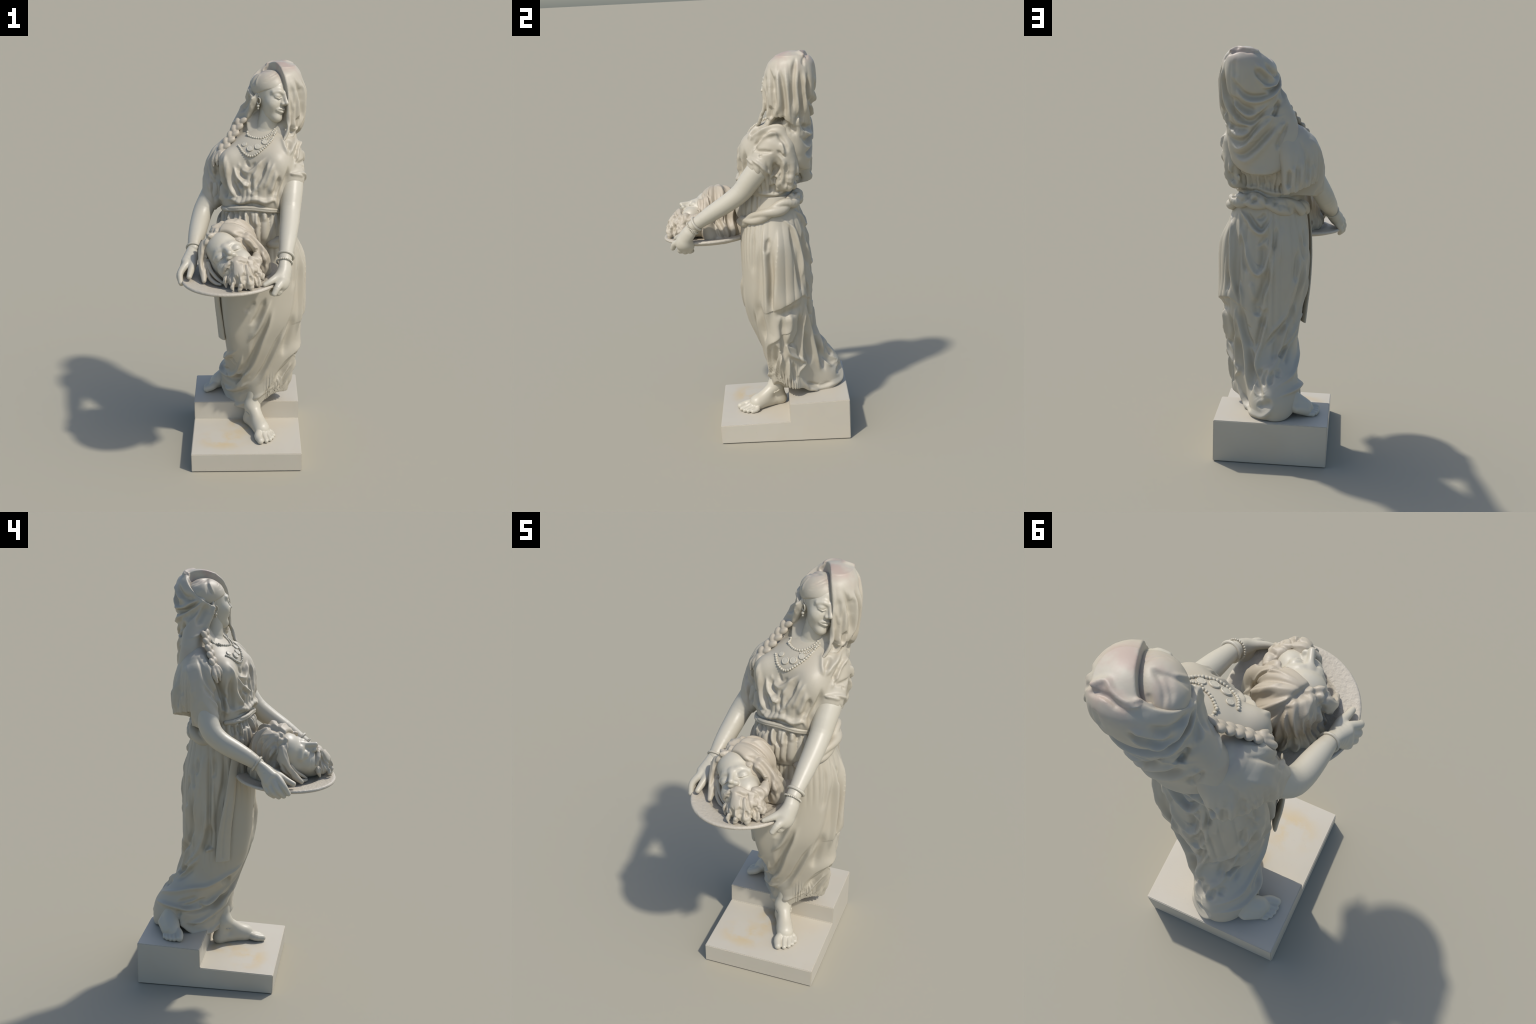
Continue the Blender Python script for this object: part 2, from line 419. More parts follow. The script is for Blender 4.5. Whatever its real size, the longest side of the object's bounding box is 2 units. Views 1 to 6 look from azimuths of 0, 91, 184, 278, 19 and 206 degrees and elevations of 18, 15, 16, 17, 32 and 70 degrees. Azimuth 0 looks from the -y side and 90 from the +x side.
def fold_peplum(C):
    if not FOLDS_ON:
        return C
    C.fold([(-.080, .006, 1.304), (-.084, -.004, 1.264)], .008, -.010)
    C.fold([(-.048, -.015, 1.317), (-.059, -.027, 1.270)], .009, -.011)
    C.fold([(-.027, -.025, 1.323), (-.033, -.044, 1.275)], .008, -.010)
    C.fold([(-.066, -.002, 1.313), (-.073, -.017, 1.267)], .010, .008)
    C.fold([(-.007, -.032, 1.325), (-.004, -.050, 1.269), (.017, -.069, 1.235)], .009, -.012)
    C.fold([(.024, -.038, 1.323), (.029, -.052, 1.277), (.051, -.067, 1.238)], .009, -.014)
    C.fold([(.011, -.036, 1.323), (.014, -.060, 1.279), (.034, -.069, 1.239)], .009, .012)
    C.fold([(.055, -.038, 1.323), (.058, -.058, 1.278), (.068, -.073, 1.247)], .012, .010)
    C.fold([(.079, -.040, 1.316), (.079, -.060, 1.264)], .008, -.010)
    C.fold([(.100, -.038, 1.322), (.103, -.061, 1.272)], .011, .009)
    C.fold([(.125, -.031, 1.316), (.124, -.044, 1.274)], .008, -.010)
    C.fold([(-.090, .032, 1.305), (-.094, .016, 1.252)], .009, -.010)
    C.fold([(-.077, .011, 1.318), (-.079, -.013, 1.242)], .010, .009)
    C.fold([(-.062, -.002, 1.323), (-.081, -.005, 1.266), (-.073, -.027, 1.226)], .008, -.010)
    return C

def fold_waist_roll(C):
    if not FOLDS_ON:
        return C
    C.fold([(.189, .249, 1.260), (.157, .252, 1.295), (.147, .227, 1.323)], .010, -.016)
    C.fold([(.146, .268, 1.262), (.110, .264, 1.295), (.105, .235, 1.322)], .010, -.016)
    C.fold([(.072, .270, 1.261), (.064, .264, 1.284), (.071, .243, 1.302)], .009, -.016)
    C.fold([(.035, .272, 1.249), (.024, .252, 1.278), (.031, .229, 1.296)], .009, -.010)
    C.fold([(-.002, .266, 1.231), (.009, .256, 1.266)], .009, -.008)
    C.fold([(-.055, .225, 1.201), (-.041, .250, 1.258), (-.021, .237, 1.291)], .010, -.014)
    C.fold([(-.083, .190, 1.189), (-.055, .248, 1.263), (-.044, .235, 1.287)], .010, -.014)
    C.fold([(.219, .233, 1.274), (.228, .204, 1.296), (.209, .212, 1.313)], .010, -.012)
    C.fold([(-.116, .052, 1.229), (-.086, .079, 1.205), (-.103, .092, 1.180)], .009, -.016)
    C.fold([(-.088, .136, 1.205), (-.078, .151, 1.232), (-.047, .179, 1.247)], .009, -.012)
    C.fold([(.249, .208, 1.276), (.221, .223, 1.297), (.143, .226, 1.311)], .009, -.014)
    C.fold([(-.099, .014, 1.198), (-.098, .059, 1.225)], .008, -.010)
    return C

def fold_severed_hair(C):
    if not FOLDS_ON:
        return C
    C.fold([(-.049, -.249, 1.281), (.003, -.247, 1.271), (.056, -.253, 1.242), (.093, -.259, 1.188), (.109, -.262, 1.144)], .010, -.011)
    C.fold([(-.015, -.251, 1.259), (.038, -.259, 1.258), (.064, -.259, 1.222), (.077, -.267, 1.174), (.079, -.260, 1.127)], .009, -.013)
    C.fold([(-.028, -.259, 1.250), (.024, -.268, 1.247), (.051, -.267, 1.213), (.066, -.265, 1.173)], .009, .009)
    C.fold([(.016, -.263, 1.229), (.035, -.244, 1.189), (.042, -.225, 1.160)], .008, -.009)
    C.fold([(.077, -.236, 1.225), (.098, -.259, 1.182), (.109, -.260, 1.126)], .010, .009)
    C.fold([(.093, -.253, 1.197), (.114, -.256, 1.147), (.109, -.254, 1.102)], .009, -.010)
    C.fold([(.061, -.237, 1.108), (.082, -.265, 1.140), (.093, -.260, 1.115), (.098, -.253, 1.084)], .008, -.008)
    C.fold([(-.130, -.197, 1.288), (-.167, -.226, 1.269), (-.184, -.228, 1.234)], .009, -.010)
    C.fold([(-.167, -.244, 1.230), (-.172, -.252, 1.185), (-.184, -.267, 1.135), (-.189, -.296, 1.102)], .008, -.010)
    C.fold([(-.184, -.223, 1.238), (-.192, -.248, 1.184), (-.196, -.266, 1.134), (-.186, -.306, 1.092)], .009, .009)
    C.fold([(-.150, -.238, 1.270), (-.167, -.236, 1.244), (-.178, -.244, 1.208)], .008, .007)
    C.fold([(-.154, -.121, 1.247), (-.154, -.112, 1.216), (-.154, -.105, 1.184)], .009, -.012)
    C.fold([(-.146, -.140, 1.267), (-.152, -.124, 1.237), (-.156, -.117, 1.195)], .010, .010)
    C.fold([(-.111, -.146, 1.298), (-.097, -.170, 1.296), (-.126, -.199, 1.289)], .012, -.014)
    C.fold([(-.164, -.186, 1.154), (-.171, -.208, 1.120), (-.160, -.240, 1.084)], .009, -.014)
    C.fold([(-.165, -.199, 1.254), (-.171, -.188, 1.198), (-.164, -.186, 1.154)], .008, -.010)
    C.fold([(-.207, -.221, 1.163), (-.209, -.240, 1.123), (-.194, -.272, 1.083)], .008, -.013)
    C.fold([(-.173, -.222, 1.253), (-.198, -.226, 1.208), (-.202, -.246, 1.158), (-.206, -.270, 1.113)], .010, .010)
    C.fold([(-.169, -.245, 1.227), (-.177, -.252, 1.187), (-.121, -.263, 1.135)], .008, -.009)
    C.fold([(-.167, -.174, 1.249), (-.177, -.166, 1.199), (-.167, -.166, 1.156)], .010, .008)
    C.fold([(-.161, -.143, 1.240), (-.173, -.132, 1.196), (-.167, -.130, 1.168)], .008, -.010)
    C.fold([(-.130, -.201, 1.286), (-.113, -.166, 1.300), (-.097, -.141, 1.300)], .012, -.014)
    C.fold([(-.146, -.140, 1.271), (-.154, -.112, 1.244), (-.159, -.124, 1.136)], .010, -.012)
    C.fold([(-.136, -.193, 1.284), (-.144, -.152, 1.273), (-.145, -.114, 1.263)], .010, .010)
    C.fold([(-.149, -.201, 1.268), (-.168, -.171, 1.256), (-.174, -.135, 1.213)], .008, -.009)
    C.fold([(-.043, -.144, 1.310), (.003, -.126, 1.280), (.048, -.133, 1.163)], .010, -.011)
    C.fold([(-.049, -.189, 1.306), (-.007, -.153, 1.306), (.025, -.127, 1.264)], .010, .008)
    C.fold([(-.105, -.124, 1.297), (-.075, -.103, 1.282), (-.051, -.065, 1.244)], .010, -.010)
    C.fold([(-.112, -.082, 1.136), (-.115, -.074, 1.108), (-.142, -.077, 1.110)], .012, -.012)
    return C

def fold_cap(C):
    if not FOLDS_ON:
        return C
    C.fold([(.119, .187, 1.958), (.070, .179, 1.931), (.050, .177, 1.887)], .006, -.006)
    C.fold([(.062, .245, 1.924), (.076, .217, 1.942), (.099, .194, 1.954), (.146, .187, 1.969)], .009, -.010)
    C.fold([(.103, .270, 1.933), (.124, .249, 1.955)], .008, -.006)
    C.fold([(.097, .208, 1.954), (.056, .203, 1.923), (.041, .211, 1.887)], .020, .004)
    C.fold([(.076, .263, 1.924), (.088, .229, 1.948), (.108, .207, 1.956), (.146, .181, 1.956)], .008, -.009)
    C.fold([(.106, .128, 1.915), (.141, .130, 1.929), (.182, .164, 1.941)], .004, -.0025)
    C.fold([(.103, .138, 1.925), (.141, .140, 1.939), (.177, .192, 1.949)], .004, -.0025)
    C.fold([(.094, .132, 1.909), (.129, .122, 1.918), (.170, .140, 1.933)], .004, -.002)
    C.fold([(.071, .144, 1.887), (.071, .158, 1.917), (.098, .182, 1.951)], .007, .006)
    C.fold([(.062, .154, 1.888), (.063, .166, 1.913), (.083, .180, 1.942)], .006, -.006)
    return C

def fold_beard(C):
    if not FOLDS_ON:
        return C
    C.fold([(-.059, -.369, 1.204), (-.025, -.377, 1.201), (.003, -.369, 1.198), (.029, -.375, 1.183)], .009, .007)
    C.fold([(-.062, -.375, 1.195), (-.063, -.387, 1.161), (-.060, -.393, 1.133)], .008, .005)
    C.fold([(-.033, -.398, 1.192), (-.002, -.400, 1.184), (.023, -.387, 1.165)], .008, -.007)
    C.fold([(-.054, -.389, 1.189), (-.057, -.385, 1.160)], .008, -.006)
    C.fold([(-.018, -.406, 1.183), (.008, -.404, 1.171), (.036, -.404, 1.149)], .009, .006)
    C.fold([(.003, -.434, 1.149), (.006, -.442, 1.125), (.002, -.442, 1.098)], .010, -.014)
    C.fold([(-.033, -.434, 1.136), (-.029, -.434, 1.109), (-.037, -.416, 1.075)], .008, -.012)
    C.fold([(-.015, -.440, 1.130), (-.008, -.440, 1.102), (-.019, -.449, 1.079)], .008, .009)
    C.fold([(.026, -.430, 1.131), (.041, -.436, 1.101)], .008, -.010)
    C.fold([(.049, -.402, 1.148), (.054, -.391, 1.112), (.051, -.408, 1.090)], .008, -.008)
    C.fold([(.015, -.429, 1.134), (.025, -.440, 1.110), (.033, -.444, 1.082)], .009, .008)
    C.fold([(.039, -.408, 1.134), (.046, -.425, 1.113)], .008, .007)
    C.fold([(.067, -.385, 1.142), (.080, -.380, 1.124), (.075, -.393, 1.109)], .007, .007)
    C.fold([(.065, -.393, 1.131), (.072, -.393, 1.118)], .006, -.009)
    C.fold([(.049, -.372, 1.174), (.060, -.389, 1.152)], .007, -.006)
    C.fold([(-.049, -.414, 1.121), (-.047, -.438, 1.097)], .008, .006)
    C.fold([(.035, -.304, 1.215), (.060, -.318, 1.188), (.084, -.322, 1.166)], .007, -.007)
    C.fold([(.051, -.332, 1.191), (.074, -.341, 1.164), (.076, -.356, 1.142)], .008, .006)
    C.fold([(-.018, -.347, 1.186), (.062, -.355, 1.172), (.072, -.370, 1.146)], .007, -.008)
    C.fold([(.045, -.368, 1.182), (.068, -.375, 1.150), (.070, -.388, 1.128)], .007, -.007)
    C.fold([(.064, -.390, 1.141), (.051, -.400, 1.114)], .008, -.007)
    return C

def fold_skirt(C):
    if not FOLDS_ON:
        return C
    C.fold([(.108, -.062, .889), (.090, -.062, .842), (.068, -.062, .790), (.046, -.060, .756), (.019, -.058, .734)], .011, -.014)
    C.fold([(.130, -.058, .826), (.108, -.055, .739), (.067, -.039, .640), (.049, -.021, .574), (.026, .004, .508), (-.002, .042, .435), (-.026, .084, .379)], .014, -.020)
    C.fold([(.139, -.058, .883), (.104, -.060, .803), (.068, -.055, .720), (.041, -.051, .680), (.009, -.040, .632)], .012, .009)
    C.fold([(.152, -.052, .847), (.135, -.055, .782), (.103, -.046, .687), (.072, -.024, .595), (.040, .011, .494), (-.003, .047, .412), (-.036, .106, .338), (-.076, .178, .276)], .016, .010)
    C.fold([(.207, -.010, .719), (.172, -.002, .643), (.136, .010, .559), (.099, .028, .471), (.067, .036, .417), (.015, .060, .349)], .009, -.010)
    C.fold([(.217, -.005, .722), (.181, .009, .628), (.145, .023, .533), (.113, .035, .463), (.081, .045, .387), (.043, .051, .343)], .012, .006)
    C.fold([(.253, .018, .770), (.232, .028, .669), (.205, .042, .574), (.192, .048, .521)], .018, -.010)
    C.fold([(.055, -.064, .872), (.029, -.062, .833), (.002, -.062, .805)], .012, -.006)
    C.fold([(-.105, .195, .411), (-.094, .183, .374), (-.062, .141, .371), (-.035, .082, .427), (-.020, .012, .510), (-.010, -.021, .574)], .010, .008)
    C.fold([(-.104, .197, .378), (-.075, .164, .347), (-.036, .101, .366), (-.002, .045, .423)], .010, -.010)
    C.fold([(-.076, .083, .488), (-.048, .035, .494)], .022, -.012)
    C.fold([(-.105, .210, .435), (-.070, .028, .543), (-.023, -.031, .604)], .008, .005)
    C.fold([(-.113, .237, .275), (-.081, .186, .270), (-.047, .132, .302), (-.003, .057, .377)], .010, .008)
    C.fold([(-.107, .234, .238), (-.062, .162, .261), (-.013, .092, .300), (.029, .057, .341)], .012, -.007)
    C.fold([(-.141, .259, .226), (-.122, .222, .196), (-.087, .182, .187), (-.043, .146, .194), (.005, .096, .230), (.052, .061, .278), (.109, .065, .310), (.175, .098, .339)], .010, .006)
    C.fold([(-.130, .279, .356), (-.140, .288, .298), (-.140, .272, .252)], .008, -.006)
    C.fold([(.279, .106, 1.091), (.289, .091, 1.001), (.293, .094, .900), (.286, .086, .778), (.286, .094, .698)], .013, -.017)
    C.fold([(.271, .090, 1.102), (.281, .076, 1.058), (.285, .072, 1.018)], .010, -.008)
    C.fold([(.248, .058, 1.151), (.275, .063, 1.075), (.287, .063, .960), (.284, .063, .839), (.275, .062, .714), (.262, .072, .611)], .014, .011)
    C.fold([(.268, .043, 1.074), (.274, .031, .946), (.252, .016, .770), (.173, .007, .620)], .020, -.007)
    C.fold([(.236, .017, 1.126), (.250, .005, 1.012), (.238, -.007, .889)], .014, -.004)
    C.fold([(.257, .138, 1.161), (.285, .128, 1.074), (.297, .114, .960), (.293, .100, .828), (.286, .092, .729), (.284, .093, .692)], .008, .014, lee=.05)
    C.fold([(.238, .190, 1.160), (.256, .203, 1.075), (.260, .222, .974), (.251, .230, .881), (.238, .238, .792)], .011, -.017)
    C.fold([(.236, .204, 1.153), (.242, .226, 1.059), (.233, .240, .966), (.224, .251, .872), (.196, .262, .765)], .010, .009)
    C.fold([(.186, .242, 1.127), (.194, .254, 1.015), (.191, .264, .892), (.162, .276, .791)], .010, -.013)
    C.fold([(.286, .095, .723), (.292, .148, .746), (.275, .196, .769), (.236, .241, .782), (.193, .265, .758)], .006, .012, lee=.05, ends=(.5,.5))
    C.fold([(.292, .123, .699), (.282, .169, .706), (.250, .223, .723)], .022, -.009, ends=(.5,.5))
    C.fold([(.284, .170, .725), (.267, .176, .645), (.266, .162, .583), (.264, .147, .527)], .020, .009)
    C.fold([(.246, .223, .697), (.219, .228, .594), (.229, .202, .530), (.210, .215, .472)], .014, -.012)
    C.fold([(.292, .134, .698), (.281, .133, .615), (.270, .135, .523), (.250, .134, .421)], .012, -.020)
    C.fold([(.276, .098, .540), (.259, .090, .490), (.152, .078, .359)], .016, -.020)
    C.fold([(.277, .132, .582), (.277, .099, .559), (.206, .062, .497), (.151, .063, .418), (.124, .066, .348), (.069, .044, .281)], .04, .010, lee=.006, ends=(.5,.5))
    C.fold([(.266, .096, .493), (.136, .088, .293)], .007, .009)
    C.fold([(.270, .125, .493), (.182, .118, .298)], .007, .011)
    C.fold([(.248, .159, .457), (.225, .156, .295)], .008, .011)
    C.fold([(.255, .109, .456), (.166, .104, .298)], .006, -.010)
    C.fold([(.255, .141, .455), (.212, .139, .303)], .006, -.011)
    C.fold([(.229, .182, .423), (.224, .185, .351), (.219, .195, .290)], .010, -.022)
    C.fold([(.218, .251, .735), (.168, .269, .605), (.144, .284, .494), (.131, .311, .378), (.125, .327, .310)], .014, .013)
    C.fold([(.198, .246, .586), (.175, .258, .469), (.157, .273, .371)], .018, -.013)
    C.fold([(.134, .287, .561), (.113, .314, .455), (.114, .336, .370), (.116, .352, .305)], .014, -.014)
    C.fold([(.081, .308, .573), (.096, .327, .448), (.100, .355, .370), (.078, .392, .333), (.014, .428, .346)], .010, .009)
    C.fold([(.058, .336, .466), (.076, .364, .400), (.049, .407, .354)], .010, -.010)
    C.fold([(.001, .327, .479), (.040, .361, .439), (.021, .410, .376)], .009, .006)
    C.fold([(.204, .210, .341), (.174, .238, .266), (.119, .306, .219), (.100, .375, .218), (.024, .436, .223)], .012, .010)
    C.fold([(.262, .150, .520), (.246, .166, .469), (.201, .219, .423), (.181, .243, .395), (.202, .213, .360), (.208, .206, .337)], .009, .013, ends=(.4,.4))
    C.fold([(.242, .187, .535), (.246, .173, .506)], .014, -.010)
    C.fold([(.245, .183, 1.157), (.251, .215, 1.077), (.243, .230, 1.004), (.249, .231, .911), (.255, .225, .786)], .010, -.014)
    C.fold([(.245, .134, 1.203), (.238, .214, 1.126), (.237, .229, 1.033), (.236, .238, .939), (.245, .231, .813)], .009, .009)
    C.fold([(.220, .212, 1.174), (.209, .248, 1.040), (.208, .254, .896), (.193, .265, .802), (.176, .270, .705)], .010, -.009)
    C.fold([(.203, .207, 1.231), (.193, .239, 1.135), (.194, .250, 1.041), (.194, .261, .947), (.183, .270, .829), (.155, .280, .685)], .009, .008)
    C.fold([(.187, .245, 1.108), (.177, .261, 1.045), (.172, .266, .974), (.146, .282, .908)], .010, -.010)
    C.fold([(.190, .233, 1.171), (.165, .261, 1.046), (.138, .279, .966), (.108, .287, .921), (.080, .291, .929), (.058, .288, .982), (.038, .280, 1.057), (.020, .257, 1.171)], .012, .010)
    C.fold([(.085, .274, 1.077), (.073, .284, 1.009), (.085, .289, .952), (.104, .287, .941)], .020, -.010)
    C.fold([(.203, .211, 1.223), (.156, .244, 1.176), (.121, .258, 1.133), (.085, .266, 1.118), (.060, .263, 1.147), (.040, .251, 1.202)], .012, .014)
    C.fold([(.163, .232, 1.225), (.142, .246, 1.186), (.117, .256, 1.152), (.088, .264, 1.136), (.066, .259, 1.165), (.054, .249, 1.206)], .010, -.015)
    C.fold([(.119, .248, 1.188), (.090, .251, 1.190), (.073, .247, 1.218)], .009, -.009)
    C.fold([(.108, .274, 1.057), (.076, .272, 1.087), (.054, .268, 1.115)], .008, -.006)
    C.fold([(.049, .285, .962), (.055, .293, .892), (.081, .296, .818), (.103, .295, .743), (.112, .294, .707)], .018, -.014)
    C.fold([(.020, .274, 1.057), (.026, .283, .963), (.041, .293, .878), (.062, .298, .805), (.079, .299, .745)], .012, .009)
    C.fold([(.015, .259, 1.158), (.023, .270, 1.079), (.028, .278, 1.034)], .010, -.008)
    C.fold([(-.011, .247, 1.171), (-.007, .266, 1.056), (-.002, .281, .964)], .014, .005)
    C.fold([(.047, .295, .756), (.064, .300, .697), (.077, .297, .641)], .012, -.012)
    C.fold([(-.091, .233, 1.052), (-.087, .248, .935), (-.082, .249, .862)], .012, -.010)
    C.fold([(.135, .286, .885), (.114, .291, .814), (.094, .299, .774)], .016, .006)
    C.fold([(.181, .269, .755), (.167, .272, .671), (.148, .279, .600), (.116, .295, .547), (.094, .306, .517)], .014, -.017)
    C.fold([(.199, .260, .764), (.207, .252, .683), (.207, .230, .543), (.197, .226, .431), (.187, .230, .342)], .010, .008)
    C.fold([(.219, .246, .697), (.222, .223, .584), (.213, .212, .469), (.202, .216, .394)], .008, -.012)
    C.fold([(.088, .299, .758), (.099, .298, .705)], .014, -.012)
    C.fold([(.047, .296, .725), (.066, .298, .673), (.080, .299, .612), (.091, .302, .551), (.094, .306, .513)], .014, -.018)
    C.fold([(.035, .297, .752), (.057, .298, .656), (.075, .302, .569), (.086, .314, .495), (.086, .339, .439), (.071, .372, .388), (.047, .406, .360), (.011, .433, .335)], .012, .012)
    C.fold([(.101, .310, .492), (.106, .326, .432), (.089, .361, .382), (.063, .404, .336), (.043, .426, .312)], .024, -.014)
    C.fold([(-.008, .278, .627), (.001, .292, .536), (.009, .323, .481)], .014, -.006)
    C.fold([(-.053, .251, .549), (-.028, .283, .516), (-.014, .306, .494)], .012, -.018)
    C.fold([(-.068, .245, .770), (-.049, .252, .677), (-.032, .267, .594), (-.016, .293, .515), (-.004, .329, .471), (.028, .368, .433), (.033, .391, .398), (.013, .416, .367)], .012, .009)
    C.fold([(.030, .348, .455), (.046, .381, .402), (.048, .398, .374)], .012, -.014)
    C.fold([(.005, .353, .450), (.011, .385, .410), (.011, .403, .387)], .010, -.014)
    C.fold([(-.026, .334, .457), (-.021, .362, .433), (-.018, .374, .420)], .012, -.008)
    C.fold([(.182, .231, .298), (.151, .263, .232), (.095, .388, .234), (.041, .432, .240), (.000, .442, .283), (-.004, .437, .324)], .014, .011)
    C.fold([(.167, .244, .281), (.125, .303, .238), (.095, .392, .249)], .010, -.010)
    C.fold([(.077, .408, .279), (.026, .435, .304), (.003, .435, .332)], .016, -.009)
    C.fold([(.154, .278, .652), (.123, .289, .636)], .008, -.004)
    C.fold([(-.117, .212, .994), (-.120, .214, .935), (-.107, .219, .846), (-.082, .227, .750), (-.050, .253, .670), (.047, .304, .561), (.050, .322, .513)], .013, -.024)
    C.fold([(-.057, .245, 1.083), (-.099, .237, .970), (-.068, .252, .830), (-.040, .263, .710), (.030, .300, .613), (.050, .326, .512)], .012, .007)
    C.fold([(-.129, .198, .960), (-.120, .208, .872), (-.089, .219, .774), (-.079, .217, .683), (-.084, .208, .642)], .010, .009)
    C.fold([(-.089, .214, 1.114), (-.112, .213, 1.038), (-.123, .207, .971)], .009, -.010)
    C.fold([(-.115, .156, 1.166), (-.126, .170, 1.066), (-.132, .181, .984), (-.129, .194, .940)], .012, .004)
    C.fold([(-.116, .131, 1.168), (-.136, .128, 1.030), (-.133, .130, .903), (-.127, .133, .837), (-.118, .127, .791)], .010, -.010)
    C.fold([(-.122, .130, .814), (-.113, .136, .745), (-.108, .149, .686), (-.099, .167, .642)], .014, -.022)
    C.fold([(-.140, .143, .946), (-.135, .144, .860), (-.106, .162, .741), (-.099, .184, .671), (-.079, .213, .618), (-.047, .258, .561), (-.019, .290, .516)], .012, .010)
    C.fold([(-.120, .107, 1.158), (-.130, .105, 1.079), (-.138, .119, 1.039)], .008, -.008)
    C.fold([(-.136, .112, 1.030), (-.136, .115, .905), (-.125, .113, .816)], .014, .005)
    C.fold([(-.122, .074, 1.160), (-.120, .059, 1.112), (-.126, .061, 1.030), (-.134, .075, .949), (-.129, .088, .862), (-.118, .094, .793), (-.109, .095, .725)], .010, -.016)
    C.fold([(-.101, .159, .652), (-.108, .141, .669), (-.110, .112, .676)], .009, .010)
    C.fold([(-.103, .190, 1.141), (-.117, .192, 1.091), (-.121, .199, 1.042)], .008, -.007)
    C.fold([(-.032, .322, .467), (-.043, .277, .506), (-.069, .233, .561), (-.092, .194, .608), (-.099, .176, .643)], .010, .010)
    C.fold([(-.050, .314, .461), (-.055, .261, .508), (-.080, .214, .566)], .014, -.006)
    C.fold([(.007, .424, .368), (-.087, .323, .420), (-.099, .236, .447), (-.095, .152, .470), (-.085, .091, .506), (-.072, .031, .545), (-.022, -.016, .564)], .012, .010)
    C.fold([(-.114, .301, .377), (-.115, .250, .391), (-.104, .192, .413)], .010, -.008)
    C.fold([(-.119, .287, .369), (-.121, .249, .365), (-.105, .201, .376), (-.079, .155, .400)], .010, -.009)
    C.fold([(-.006, .438, .336), (-.096, .365, .355), (-.121, .295, .353), (-.123, .248, .346), (-.101, .202, .345), (-.071, .157, .359), (-.041, .107, .391), (-.017, .060, .429), (-.003, .028, .471)], .011, .013)
    C.fold([(-.126, .281, .341), (-.117, .232, .331), (-.087, .188, .330), (-.058, .138, .346), (-.034, .095, .379), (-.012, .057, .423)], .012, -.012)
    C.fold([(-.024, .076, .413), (-.038, .103, .376), (-.049, .127, .338), (-.049, .131, .324)], .014, -.014)
    C.fold([(-.127, .265, .276), (-.100, .219, .265), (-.064, .166, .264), (-.037, .120, .296), (-.020, .080, .337), (.033, .047, .381)], .012, .009)
    C.fold([(-.125, .295, .346), (-.130, .281, .308)], .012, -.008)
    C.fold([(-.101, .386, .281), (-.101, .339, .264), (-.143, .283, .259), (-.118, .246, .223), (-.092, .204, .197), (-.060, .159, .188), (-.008, .108, .190), (.044, .069, .205)], .008, .007)
    return C

